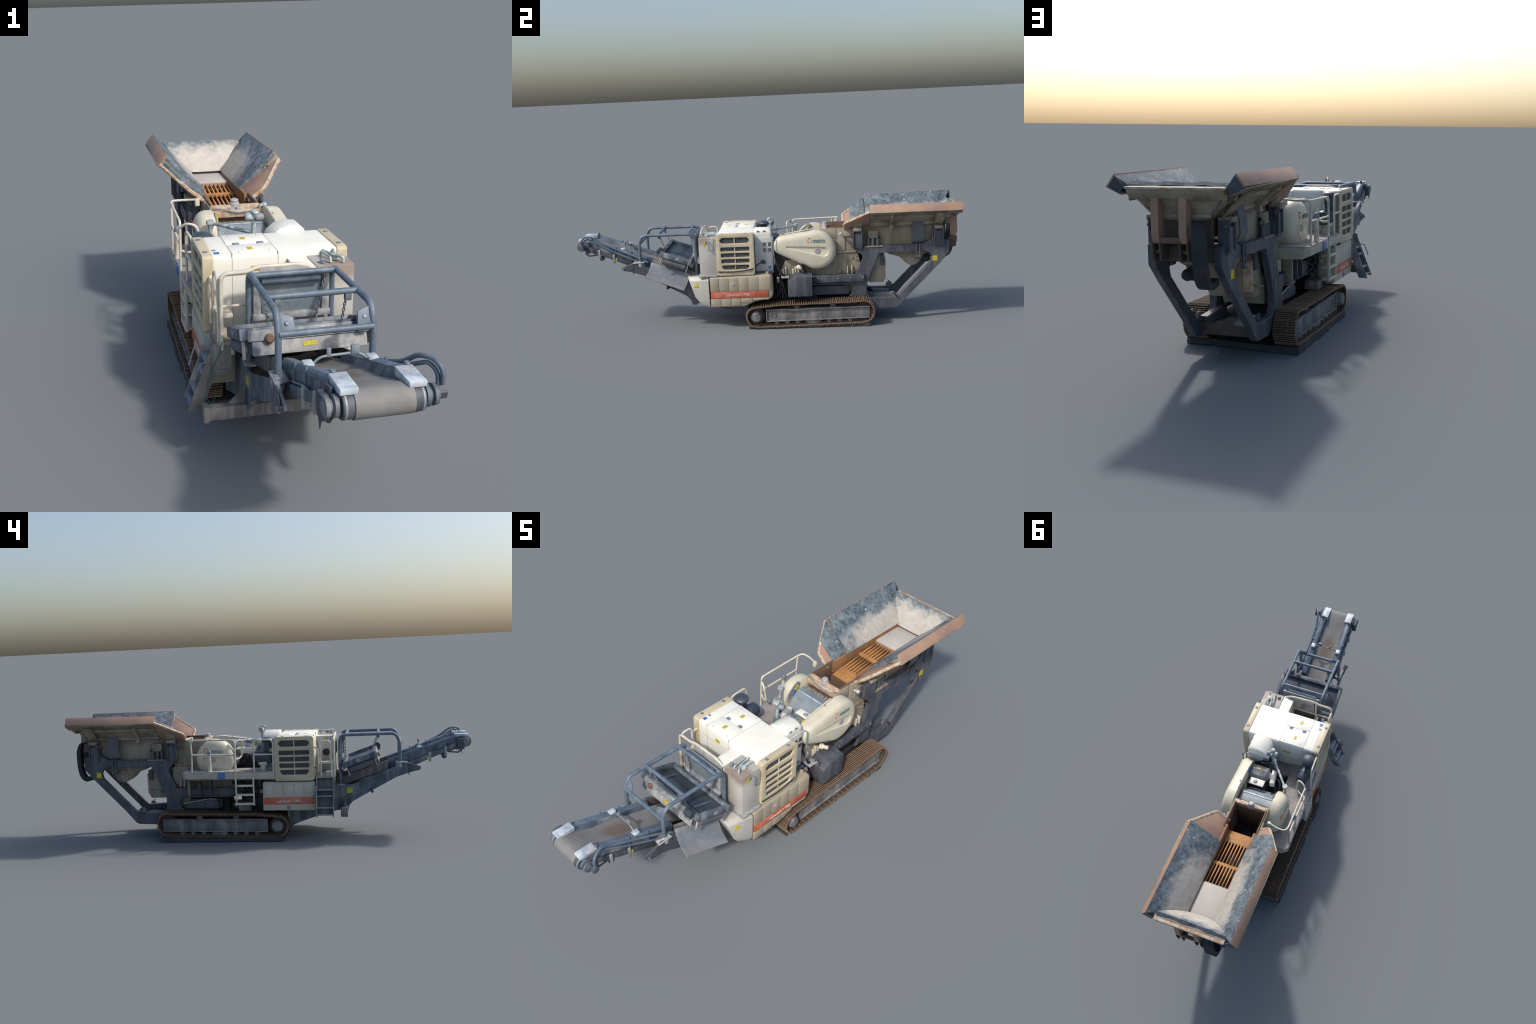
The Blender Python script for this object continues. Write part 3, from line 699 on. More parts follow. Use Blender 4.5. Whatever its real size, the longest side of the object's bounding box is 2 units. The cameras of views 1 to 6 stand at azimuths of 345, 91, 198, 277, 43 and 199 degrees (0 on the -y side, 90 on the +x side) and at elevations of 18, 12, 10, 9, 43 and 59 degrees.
for s in (1, -1):
    box("chamber_liner", (CB + s * 0.0765, 0.312, 0.40), (CB + s * 0.072, 0.445, 0.492), DARKRUST, 0.001, body)
    box("chamber_wall", (CB + s * 0.080, 0.312, 0.490), (CB + s * 0.074, 0.452, 0.500), DARKRUST, 0.001, body)
    # cast flange, ribs and bolts of the side plate
    xo = CB + s * 0.090
    boxes("casting_rib", [((xo - 0.002, 0.366, 0.366), (xo + s * 0.010, 0.468, 0.374)), ((xo - 0.002, 0.400, 0.452), (xo + s * 0.006, 0.452, 0.460)),
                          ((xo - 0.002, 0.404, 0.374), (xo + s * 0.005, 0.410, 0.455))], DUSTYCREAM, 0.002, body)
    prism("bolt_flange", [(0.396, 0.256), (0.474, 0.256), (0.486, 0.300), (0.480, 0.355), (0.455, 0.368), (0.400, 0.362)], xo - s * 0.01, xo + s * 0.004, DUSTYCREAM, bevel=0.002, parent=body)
    for y, z in ((0.470, 0.352), (0.446, 0.340), (0.466, 0.330), (0.462, 0.275), (0.440, 0.277), (0.380, 0.268), (0.392, 0.275)):
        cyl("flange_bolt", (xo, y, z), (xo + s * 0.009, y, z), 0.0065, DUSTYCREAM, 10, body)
    boxes("lug_bracket", [((xo, 0.418, 0.256), (xo + s * 0.022, 0.422, 0.298)), ((xo, 0.440, 0.256), (xo + s * 0.022, 0.444, 0.300))], RAIL, 0.001, body)
front = boxes("crusher_crossbar", [((CB - 0.080, 0.300, 0.470), (CB + 0.080, 0.318, 0.497)), ((CB - 0.080, 0.290, 0.458), (CB + 0.080, 0.302, 0.482))], RUSTEDGE, 0.003)
lathe("lifting_lug", (CB, 0.312, 0.492), (0, -0.15, 1), [(0, 0.017), (0.012, 0.016), (0.016, 0.013), (0.021, 0.0135), (0.024, 0.010)], DISC, 14, front)
boxes("wedge_nut", [((CB - 0.020, 0.294, 0.480), (CB - 0.002, 0.304, 0.490)), ((CB + 0.004, 0.294, 0.480), (CB + 0.022, 0.304, 0.490))], DISC, 0.002, front)
tube("grease_hose", [(CB - 0.075, 0.292, 0.492), (CB - 0.04, 0.286, 0.488), (CB, 0.284, 0.474), (CB + 0.05, 0.286, 0.478), (CB + 0.078, 0.295, 0.490)], 0.0022, KNOB, 0.03, 8, front)
# pitman with dark discs for its pockets, and its sheet cover
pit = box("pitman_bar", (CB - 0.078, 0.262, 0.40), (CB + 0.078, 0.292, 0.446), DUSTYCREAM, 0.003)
for k in range(4):
    lathe("pitman_disc", (CB - 0.057 + k * 0.038, 0.277, 0.4455), (0, 0, 1), [(0, 0.0125), (0.0012, 0.0125), (0.0012, 0.0105), (0.0002, 0.010)], NEARBLACK, 14, pit)  # near-black raised disc standing for a hole in the bar
prism("sheet_cover", [(0.150, 0.375), (0.170, 0.392), (0.222, 0.450), (0.230, 0.453), (0.272, 0.447), (0.272, 0.436), (0.150, 0.36)], CB - 0.079, CB + 0.079, GALV, bevel=0.002)
box("cover_batten", (CB - 0.079, 0.226, 0.452), (CB + 0.079, 0.234, 0.4545), CAPSTEEL, 0.001)
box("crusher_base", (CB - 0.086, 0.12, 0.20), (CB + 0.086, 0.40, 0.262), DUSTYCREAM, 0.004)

# belt guard (+x) and flywheel cover (-x)
def hull_ring(circles, n):
    out = []
    for k in range(n):
        a = 2 * math.pi * (k + 0.5) / n
        d = (math.cos(a), math.sin(a))
        c = max(circles, key=lambda q: q[0] * d[0] + q[1] * d[1] + q[2])
        out.append((c[0] + c[2] * d[0], c[1] + c[2] * d[1]))
    return out

def shell(name, circles, recess, xs, side, mat, parent=None, n=72, floor=None):
    """Domed cover: hull of circles, rounded rim, recessed window in its face."""
    bm = bmesh.new()
    rings = []
    def ring(x, pts):
        r = []
        for y, z in pts:
            if floor is not None:
                z = max(z, floor)
            r.append(bm.verts.new((x, y, z)))
        rings.append(r)
    for x, inset in xs:
        ring(x, hull_ring([(y, z, r - inset) for y, z, r in circles], n))
    xf = xs[-1][0]
    ring(xf, hull_ring(recess, n))
    ring(xf - side * 0.0030, hull_ring([(y, z, r - 0.0025) for y, z, r in recess], n))
    ring(xf - side * 0.0055, hull_ring([(y, z, max(r - 0.008, 0.0008)) for y, z, r in recess], n))
    for a, b in zip(rings, rings[1:]):
        for k in range(n):
            try:
                bm.faces.new((a[k], a[(k + 1) % n], b[(k + 1) % n], b[k]))
            except ValueError:
                pass
    bm.faces.new(rings[-1])
    bm.faces.new(rings[0][::-1])
    return finish(name, bm, mat, parent, 40)

guard = shell("belt_guard", [(0.262, 0.393, 0.100), (0.090, 0.421, 0.049)], [(0.298, 0.387, 0.026), (0.112, 0.416, 0.007)],
              [(0.088, 0.004), (0.090, 0.0), (0.122, 0.0), (0.131, 0.0025), (0.138, 0.008), (0.1425, 0.018), (0.1445, 0.030)], 1, CREAM)
box("guard_label", (0.0865, 0.100, 0.452), (0.0885, 0.132, 0.470), BLUESTICK, 0, guard)
box("guard_label", (0.0865, 0.072, 0.450), (0.0885, 0.088, 0.474), YELLOW, 0, guard)
cyl("guard_disc", (0.138, 0.266, 0.391), (0.1415, 0.266, 0.391), 0.0145, DISC, 24, guard)
lettering("maker_lettering", "metso", 0.034, 0.1446, 0.275, 0.446, 1, TEAL, guard, width=0.062)
def swirl(x, y, z, side, parent):
    paths = []
    for a0, a1 in ((0.6, 2.5), (2.9, 4.6), (5.0, 6.5)):
        paths.append([(x, y + side * 0.0100 * math.cos(a0 + (a1 - a0) * t / 5), z + 0.0125 * math.sin(a0 + (a1 - a0) * t / 5)) for t in range(6)])
    paths.append([(x, y - side * 0.011, z + 0.013), (x, y - side * 0.004, z + 0.008)])
    return tubes("maker_emblem", paths, 0.0017, LOGORED, 0.005, 6, parent)
swirl(0.1440, 0.228, 0.448, 1, guard)
for y, z in ((0.11, 0.470), (0.20, 0.489)):
    cyl("guard_clip", (0.096, y, z - 0.002), (0.096, y, z + 0.003), 0.004, KNOB, 8, guard)
tube("guard_lip", [(0.090, 0.045 + 0.018 * i, 0.468 + 0.0028 * i) for i in range(3, 12)], 0.0025, RAIL, 0.01, 6, guard)
fly = shell("flywheel_cover", [(0.252, 0.397, 0.098)], [(0.297, 0.389, 0.021), (0.215, 0.389, 0.021)],
            [(-0.086, 0.004), (-0.088, 0.0), (-0.112, 0.0), (-0.126, 0.004), (-0.136, 0.013), (-0.1435, 0.027), (-0.1475, 0.042)], -1, CREAM, floor=0.334)
cyl("cover_disc", (-0.141, 0.262, 0.393), (-0.1445, 0.262, 0.393), 0.0135, DISC, 24, fly)
lettering("maker_lettering", "metso", 0.033, -0.1474, 0.240, 0.437, -1, TEAL, fly, width=0.062)
swirl(-0.1470, 0.292, 0.441, -1, fly)
# inner web of the flywheel cover carries stickers
slab("cover_web", [(-0.086, 0.165, 0.415), (-0.086, 0.175, 0.455), (-0.086, 0.225, 0.500), (-0.086, 0.245, 0.480), (-0.086, 0.20, 0.41)], 0.004, DUSTSTEEL, 0.001, fly)
slab("yellow_label", [(-0.0795, 0.205, 0.468), (-0.0795, 0.222, 0.485), (-0.0795, 0.230, 0.478), (-0.0795, 0.213, 0.461)], 0.003, YELLOW, 0, fly)
slab("blue_label", [(-0.0795, 0.190, 0.450), (-0.0795, 0.203, 0.464), (-0.0795, 0.210, 0.457), (-0.0795, 0.197, 0.443)], 0.003, BLUESTICK, 0, fly)

# ================================================================== ENGINE HOUSING
HX = -0.006
hood = box("engine_hood", (-0.178, -0.245, 0.292), (0.168, -0.058, 0.503), WHITE, 0.012, seg=4)
def slot(y0, y1, z0, z1, cut_top, cut_bot):
    c = 0.012
    p = []
    p += [(y0, z0 + (c if cut_bot else 0.003)), (y0 + (c if cut_bot else 0.003), z0)]
    p += [(y1 - (c if cut_bot else 0.003), z0), (y1, z0 + (c if cut_bot else 0.003))]
    p += [(y1, z1 - (c if cut_top else 0.003)), (y1 - (c if cut_top else 0.003), z1)]
    p += [(y0 + (c if cut_top else 0.003), z1), (y0, z1 - (c if cut_top else 0.003))]
    return p
SLOTS = [slot(-0.228, -0.077, 0.457, 0.487, True, True), slot(-0.226, -0.078, 0.416, 0.438, False, False),
         slot(-0.225, -0.079, 0.385, 0.407, False, False), slot(-0.224, -0.080, 0.354, 0.376, False, False),
         slot(-0.221, -0.083, 0.320, 0.344, False, True)]
def round_rect(y0, y1, z0, z1, r):
    out = []
    for cy, cz, a in ((y1 - r, z1 - r, 0), (y0 + r, z1 - r, 90), (y0 + r, z0 + r, 180), (y1 - r, z0 + r, 270)):
        for k in range(4):
            t = math.radians(a + 30 * k)
            out.append((cy + r * math.cos(t), cz + r * math.sin(t)))
    return out
for s in (1, -1):
    g = prism("grille_frame", round_rect(-0.2475, -0.0555, 0.290, 0.505, 0.012), HX + s * 0.168, HX + s * 0.1955, TAN, holes=SLOTS, bevel=0.003, seg=2, parent=hood)
    box("radiator_core", (HX + s * 0.184, -0.238, 0.305), (HX + s * 0.1885, -0.065, 0.495), MESHGREY, 0, hood)
    box("grille_mullion", (HX + s * 0.186, -0.1555, 0.318), (HX + s * 0.193, -0.1505, 0.488), TAN, 0.001, hood)
    for y in (-0.228, -0.074):
        lathe("grille_bolt", (HX + s * 0.1935, y, 0.309), (s, 0, 0), [(0, 0.006), (0.003, 0.006), (0.003, 0.003), (0.0015, 0.002)], KNOB if s > 0 else TAN, 12, hood)
    for y in (-0.212, -0.097):
        lathe("hood_latch", (HX + s * 0.183, y, 0.5045), (0, 0, 1), [(0, 0.0075), (0.002, 0.007), (0.003, 0.003)], KNOB, 12, hood)
# roof hatches, hinges, seams and labels
for ya, yb in ((-0.243, -0.160), (-0.153, -0.062)):
    hatch = box("roof_hatch", (-0.121, ya + 0.003, 0.500), (-0.002, yb - 0.002, 0.5045), WHITE, 0.0012, hood)
    yc = (ya + yb) / 2
    box("hatch_label", (-0.074, yc - 0.010, 0.5035), (-0.060, yc + 0.012, 0.5052), YELLOW, 0, hatch)
    for x in (-0.095, -0.028):
        box("hatch_hinge", (x - 0.009, -0.1635 if ya < -0.2 else -0.1555, 0.503), (x + 0.009, -0.1575 if ya < -0.2 else -0.149, 0.5065), KNOB, 0.001, hatch)
    for x in (-0.103, -0.022):
        cyl("hatch_screw", (x, (ya * 0.85 + yb * 0.15) if ya < -0.2 else (ya * 0.15 + yb * 0.85), 0.504), (x, (ya * 0.85 + yb * 0.15) if ya < -0.2 else (ya * 0.15 + yb * 0.85), 0.5055), 0.0022, KNOB, 8, hatch)
boxes("hood_seam", [((-0.0005, -0.2456, 0.31), (0.0005, -0.0574, 0.5035)), ((-0.1235, -0.2456, 0.30), (-0.1225, -0.0574, 0.5035)),
                    ((-0.170, -0.2455, 0.4465), (0.0, -0.2445, 0.4475))], SEAM, 0, hood)
box("hood_label", (-0.167, -0.230, 0.5025), (-0.153, -0.214, 0.5042), BLUESTICK, 0, hood)
cyl("roof_cap", (-0.163, -0.196, 0.502), (-0.163, -0.196, 0.5045), 0.006, KNOB, 10, hood)
box("hood_label", (-0.073, -0.2462, 0.455), (-0.050, -0.2448, 0.470), YELLOW, 0, hood)
box("hood_label", (-0.055, -0.0582, 0.430), (-0.020, -0.0568, 0.443), YELLOW, 0, hood)
box("hood_handle", (-0.022, -0.253, 0.385), (-0.012, -0.244, 0.398), TAN, 0.002, hood)
cyl("hood_lock", (-0.135, -0.249, 0.345), (-0.135, -0.244, 0.345), 0.004, NEARBLACK, 8, hood)

# oil tank box (+x, -y corner) with filler fittings, white step box beside it
tank = box("oil_tank", (0.078, -0.338, 0.290), (0.178, -0.246, 0.487), TANKWHITE, 0.003)
box("tank_foot", (0.078, -0.346, 0.284), (0.190, -0.246, 0.293), DUSTSTEEL, 0.002, tank)
cyl("filler_cap", (0.140, -0.297, 0.488), (0.140, -0.297, 0.500), 0.012, LAMP, 16, tank)
cyl("breather_cap", (0.098, -0.318, 0.488), (0.098, -0.318, 0.499), 0.0075, KNOB, 12, tank)
tubes("tank_pipe", [[(0.150, -0.330, 0.49), (0.150, -0.330, 0.503), (0.128, -0.300, 0.503), (0.120, -0.250, 0.500)],
                    [(0.140, -0.297, 0.498), (0.145, -0.26, 0.505), (0.145, -0.247, 0.49)],
                    [(0.118, -0.322, 0.49), (0.118, -0.322, 0.502), (0.112, -0.262, 0.502), (0.112, -0.262, 0.488)]], 0.004, LAMP, 0.01, 8, tank)
tube("tank_handle", [(0.180, -0.284, 0.468), (0.189, -0.284, 0.466), (0.189, -0.284, 0.425), (0.189, -0.268, 0.422), (0.189, -0.262, 0.435), (0.188, -0.258, 0.475), (0.180, -0.256, 0.480)], 0.0025, KNOB, 0.006, 8, tank)
sticker_x("tank_label", 1, 0.178, -0.313, -0.302, 0.444, 0.470, YELLOW, tank)
sticker_x("tank_label", 1, 0.178, -0.300, -0.293, 0.455, 0.470, BLUESTICK, tank)
wsb = box("white_step_box", (0.026, -0.335, 0.305), (0.076, -0.246, 0.482), GREYWHITE, 0.003)
box("step_box_lid", (0.024, -0.337, 0.480), (0.077, -0.244, 0.4835), WHITE, 0.001, wsb)
box("step_box_label", (0.0245, -0.300, 0.458), (0.0265, -0.290, 0.474), YELLOW, 0, wsb)
lathe("step_box_disc", (0.0262, -0.292, 0.400), (-1, 0, 0), [(0, 0.018), (0.0012, 0.018), (0.0012, 0.016), (0.0006, 0.015)], NEARBLACK, 18, wsb)  # dark disc laid on the wall to stand for an opening

# walkway at the conveyor end: floor, handrail, sheet, access ladder
walk = box("walkway_floor", (-0.185, -0.345, 0.296), (0.08, -0.246, 0.304), DECK, 0.002)
tube("walkway_rail", [(-0.172, -0.343, 0.285), (-0.172, -0.343, 0.488), (-0.105, -0.343, 0.488), (-0.080, -0.343, 0.499), (0.040, -0.340, 0.497), (0.074, -0.338, 0.478)], 0.0055, RAIL, 0.022, 10)
tube("walkway_rail", [(-0.172, -0.343, 0.402), (-0.10, -0.343, 0.402), (0.07, -0.343, 0.402)], 0.004, RAIL, 0.01, 8)
tube("walkway_rail", [(-0.09, -0.343, 0.30), (-0.09, -0.343, 0.494)], 0.0045, RAIL, 0.01, 8)
slab("wind_sheet", [(-0.085, -0.348, 0.40), (0.075, -0.345, 0.40), (0.072, -0.345, 0.474), (0.040, -0.346, 0.494), (-0.075, -0.348, 0.496)], 0.003, DUSTSTEEL, 0.0008)
tube("grab_rail", [(-0.183, -0.262, 0.33), (-0.186, -0.268, 0.33), (-0.186, -0.268, 0.435), (-0.184, -0.255, 0.45), (-0.180, -0.248, 0.45)], 0.0045, RAIL, 0.012, 8)
tube("grab_arch", [(-0.176, -0.277, 0.375), (-0.178, -0.279, 0.478), (-0.178, -0.328, 0.478), (-0.176, -0.329, 0.375)], 0.0045, RAIL, 0.02, 8)
box("rail_plate", (-0.180, -0.336, 0.366), (-0.140, -0.270, 0.377), RAIL, 0.003)
box("walkway_box", (-0.178, -0.338, 0.304), (-0.140, -0.300, 0.328), FASCIA, 0.003)
boxes("walkway_frame", [((-0.182, -0.336, 0.297), (-0.176, -0.326, 0.38)), ((-0.182, -0.284, 0.297), (-0.176, -0.276, 0.38))], RAIL, 0.001)
# fold-down ladder leaning outwards
lad = None
def lx(z):
    return -0.190 - (0.296 - z) * 0.38
for y in (-0.257, -0.336):
    prof = [(-0.006, 0.300), (0.026, 0.300), (0.030, 0.20), (0.030, 0.118), (-0.006, 0.118)]
    pts = [(lx(z) + dx, y + dy, z) for dy in (-0.002, 0.002) for dx, z in prof]
    o = solid("ladder_cheek", pts, [[0, 1, 2, 3, 4], [9, 8, 7, 6, 5]] + [[i, (i + 1) % 5, 5 + (i + 1) % 5, 5 + i] for i in range(5)], DUSTSTEEL if y > -0.3 else FRAME, 0.0008, lad)
    lad = lad or o
for z in (0.244, 0.215, 0.162, 0.130):
    box("ladder_step", (lx(z) - 0.004, -0.335, z - 0.003), (lx(z) + 0.028, -0.258, z + 0.003), GALV, 0.001, lad)
solid("ladder_sheet", [(lx(z) + dx, y, z) for y in (-0.334, -0.259) for dx, z in ((0.026, 0.290), (0.029, 0.20), (0.029, 0.122), (0.033, 0.122), (0.033, 0.20), (0.030, 0.290))],
      [[0, 1, 2, 3, 4, 5], [11, 10, 9, 8, 7, 6]] + [[i, (i + 1) % 6, 6 + (i + 1) % 6, 6 + i] for i in range(6)], FRAME, 0.0005, lad)
box("ladder_bracket", (-0.200, -0.342, 0.214), (-0.145, -0.338, 0.296), FRAME, 0.003)
boxes("bracket_latch", [((-0.190, -0.345, 0.225), (-0.160, -0.341, 0.230)), ((-0.180, -0.345, 0.248), (-0.160, -0.341, 0.252))], KNOB, 0.001)
tubes("ladder_grip", [[(lx(0.25), -0.338, 0.252), (lx(0.25) - 0.022, -0.342, 0.252), (lx(0.2) - 0.020, -0.342, 0.205)],
                      [(lx(0.25), -0.256, 0.265), (lx(0.25) - 0.022, -0.254, 0.262), (lx(0.2) - 0.020, -0.256, 0.21)]], 0.002, KNOB, 0.012, 6, lad)
TEALROPE = material("green_rope", (0.03, 0.16, 0.12), rough=0.8, bump=0)
tube("rope", [(-0.172, -0.348, 0.31), (-0.182, -0.346, 0.27), (-0.196, -0.346, 0.24), (-0.208, -0.344, 0.20), (-0.215, -0.344, 0.15), (-0.20, -0.344, 0.135), (-0.19, -0.344, 0.16)], 0.0013, TEALROPE, 0.02, 6)

# side tanks below the hood
tk = prism("fuel_tank", [(-0.292, 0.283), (0.018, 0.288), (0.031, 0.276), (0.033, 0.180), (0.020, 0.160), (-0.060, 0.148), (-0.118, 0.122), (-0.288, 0.124)], 0.100, 0.193, TANKTAN, bevel=0.010, seg=3)
def tank_panels(name, x, side, edges, z0, z1, mat, parent):
    for a, b in zip(edges, edges[1:]):
        box(name, (x - side * 0.008, a + 0.0007, z0), (x + side * 0.0035, b - 0.0007, z1), mat, 0.0016, parent)
E1 = [-0.290, -0.244, -0.194, -0.144, -0.093, -0.041, 0.022]
tank_panels("tank_panel", 0.193, 1, E1, 0.2085, 0.278, TANKTAN, tk)
box("tank_stripe", (0.188, -0.288, 0.1725), (0.1975, 0.008, 0.206), ORANGE, 0.001, tk)
for a, b, zb in ((-0.290, -0.238, 0.128), (-0.236, -0.186, 0.128), (-0.184, -0.136, 0.130), (-0.134, -0.075, 0.146), (-0.073, 0.010, 0.158)):
    box("tank_panel", (0.185, a, zb), (0.1965, b, 0.170), TANKTAN, 0.0016, tk)
cyl("tank_gauge", (0.194, -0.171, 0.243), (0.199, -0.171, 0.243), 0.0085, DISC, 18, tk)
lettering("model_lettering", "Lokotrack LT965", 0.019, 0.1976, -0.146, 0.1895, 1, LETTER, tk, width=0.118)
for y in (-0.228, -0.066):
    cyl("stripe_screw", (0.197, y, 0.1885), (0.199, y, 0.1885), 0.003, KNOB, 8, tk)
cyl("tank_filler", (0.165, 0.006, 0.284), (0.165, 0.006, 0.298), 0.008, TANKTAN, 14, tk)
# faceted nose block in front of the tank
nose = solid("tank_nose", [(0.090, -0.296, 0.283), (0.175, -0.296, 0.283), (0.196, -0.296, 0.268), (0.196, -0.296, 0.150), (0.180, -0.296, 0.120), (0.090, -0.296, 0.120),
                           (0.090, -0.408, 0.283), (0.150, -0.408, 0.281), (0.166, -0.400, 0.262), (0.166, -0.376, 0.176), (0.160, -0.345, 0.132), (0.090, -0.345, 0.132)],
             [[0, 1, 2, 3, 4, 5], [11, 10, 9, 8, 7, 6]] + [[i, (i + 1) % 6, 6 + (i + 1) % 6, 6 + i] for i in range(6)], TANKWHITE, 0.003)
solid("nose_label", [(0.1800, -0.352, 0.232), (0.1745, -0.375, 0.232), (0.1755, -0.368, 0.252), (0.1790, -0.358, 0.252), (0.172, -0.352, 0.232), (0.166, -0.375, 0.232), (0.167, -0.368, 0.252), (0.171, -0.358, 0.252)],
      [[0, 1, 2, 3], [7, 6, 5, 4], [0, 4, 5, 1], [1, 5, 6, 2], [2, 6, 7, 3], [3, 7, 4, 0]], YELLOW, 0, nose)
st = prism("storage_tank", [(0.007, 0.286), (-0.250, 0.284), (-0.247, 0.141), (0.010, 0.143)], -0.110, -0.1955, SIDETANK, bevel=0.006, seg=3)
tank_panels("tank_panel", -0.1950, -1, [-0.240, -0.195, -0.145, -0.092, -0.044, 0.0][::1], 0.210, 0.272, SIDETANK, st)
box("tank_stripe", (-0.188, -0.243, 0.175), (-0.1995, 0.004, 0.207), ORANGE, 0.001, st)
lettering("model_lettering", "Lokotrack LT965", 0.019, -0.1996, -0.118, 0.190, -1, LETTER, st, width=0.115)
lathe("tank_lock", (-0.193, -0.117, 0.158), (-1, 0, 0), [(0, 0.010), (0.005, 0.010), (0.005, 0.005), (0.008, 0.004)], KNOB, 12, st)

# battery box beside the track (+x)
bb = solid("battery_box", [(x, y, z) for y, z0, zt in ((0.109, 0.168, 0.262), (0.150, 0.168, 0.281), (0.234, 0.168, 0.281)) for x, z in ((0.115, z0), (0.198, z0), (0.198, zt - (0.016 if y < 0.14 else 0.012)), (0.115, zt - 0.004))],
           [[0, 1, 2, 3], [11, 10, 9, 8], [0, 4, 5, 1], [4, 8, 9, 5], [1, 5, 6, 2], [5, 9, 10, 6], [2, 6, 7, 3], [6, 10, 11, 7], [3, 7, 4, 0], [7, 11, 8, 4]], DARK, 0.002)
for y in (0.128, 0.200):
    cyl("box_bolt", (0.197, y, 0.176), (0.200, y, 0.176), 0.003, KNOB, 8, bb)
tube("box_handle", [(0.140, 0.113, 0.258), (0.143, 0.120, 0.270), (0.165, 0.120, 0.266), (0.167, 0.113, 0.252)], 0.0025, BLACK, 0.006, 6, bb)

# ================================================================== MACHINERY BETWEEN HOOD AND CRUSHER
cab = box("electrical_cabinet", (0.050, -0.055, 0.292), (0.132, 0.036, 0.470), GREYWHITE, 0.003)
bm = bmesh.new()
for k, (y, w) in enumerate(((-0.056, 0.0), (-0.050, 0.0), (0.020, 0.0), (0.030, 0.006))):
    pts = [(0.128, 0.465), (0.128, 0.502 - w), (0.118 - w, 0.513 - w), (0.085, 0.517 - w), (0.055, 0.510 - w), (0.032, 0.492 - w), (0.020, 0.465)]
    ring = [bm.verts.new((x, y, z)) for x, z in pts]
    if k:
        for i in range(len(pts)):
            j = (i + 1) % len(pts)
            bm.faces.new((prev[i], prev[j], ring[j], ring[i]))
    else:
        bm.faces.new(ring)
    prev = ring
bm.faces.new(prev[::-1])
soften(bm, 0.003, 2, 40)
finish("exhaust_housing", bm, WHITE)
boxes("housing_latch", [((0.1275, y, 0.500), (0.1305, y + 0.014, 0.507)) for y in (-0.042, -0.010)], KNOB, 0.001)
boxes("cabinet_vent", [((0.1315, y + j * 0.0045, z), (0.1335, y + j * 0.0045 + 0.002, z + 0.020)) for y in (-0.012, 0.014) for z in (0.395, 0.425) for j in range(4)], BLACK, 0, cab)
sticker_x("cabinet_label", 1, 0.1325, 0.012, 0.026, 0.306, 0.320, BLUESTICK, cab)
box("cabinet_shelf", (0.10, -0.055, 0.286), (0.150, 0.040, 0.294), DARK, 0.002, cab)
tube("hood_cable", [(0.192, -0.245, 0.312), (0.194, -0.15, 0.310), (0.192, -0.06, 0.322), (0.160, -0.045, 0.335), (0.145, -0.02, 0.345)], 0.0028, BLACK, 0.03, 6)
cyl("horn", (0.135, -0.020, 0.345), (0.150, -0.008, 0.345), 0.010, NAVY, 12)
tube("cabinet_pipe", [(0.133, 0.036, 0.475), (0.150, 0.042, 0.475), (0.150, 0.044, 0.330)], 0.003, KNOB, 0.01, 8)
# hydraulic drive motor
mot = lathe("drive_motor", (0.086, 0.088, 0.411), (-1, 0, 0), [(0, 0.030), (0.003, 0.038), (0.080, 0.038), (0.086, 0.030), (0.094, 0.018), (0.108, 0.017)], DUSTSTEEL, 8)
box("motor_label", (0.040, 0.072, 0.4455), (0.062, 0.090, 0.4485), YELLOW, 0, mot)
solid("motor_end_guard", [(-0.012, 0.062, 0.405), (-0.034, 0.064, 0.405), (-0.048, 0.136, 0.405), (-0.024, 0.14, 0.405), (-0.012, 0.062, 0.440), (-0.034, 0.066, 0.440), (-0.048, 0.134, 0.440), (-0.024, 0.14, 0.440)],
      [[3, 2, 1, 0], [4, 5, 6, 7], [0, 1, 5, 4], [1, 2, 6, 5], [2, 3, 7, 6], [3, 0, 4, 7]], WHITE, 0.005, mot)
mp = box("tension_plate", (-0.002, 0.132, 0.426), (0.074, 0.168, 0.434), WHITE, 0.003)
lathe("tension_nut", (0.042, 0.150, 0.433), (0, 0, 1), [(0, 0.012), (0.002, 0.012), (0.002, 0.008), (0.006, 0.007)], DISC, 8, mp)
box("motor_base", (0.0, 0.04, 0.25), (0.09, 0.15, 0.392), NEARBLACK, 0.004)
box("bay_step", (-0.080, -0.056, 0.29), (0.045, 0.012, 0.328), DECK, 0.003)
box("bay_floor", (-0.085, -0.055, 0.255), (0.05, 0.19, 0.290), NEARBLACK, 0.002)
lathe("accumulator", (0.02, 0.045, 0.40), (1, 0, 0), [(0, 0.012), (0.01, 0.02), (0.07, 0.02), (0.08, 0.012)], BLACK, 14)
tubes("hydraulic_hose", [[(0.02, 0.05, 0.39), (-0.02, 0.09, 0.40), (-0.05, 0.13, 0.36), (-0.06, 0.19, 0.35)], [(0.08, 0.04, 0.42), (0.04, 0.036, 0.452), (-0.01, 0.04, 0.44)],
                        [(-0.02, 0.06, 0.38), (-0.07, 0.11, 0.42), (-0.08, 0.16, 0.38)]], 0.005, BLACK, 0.03, 8)
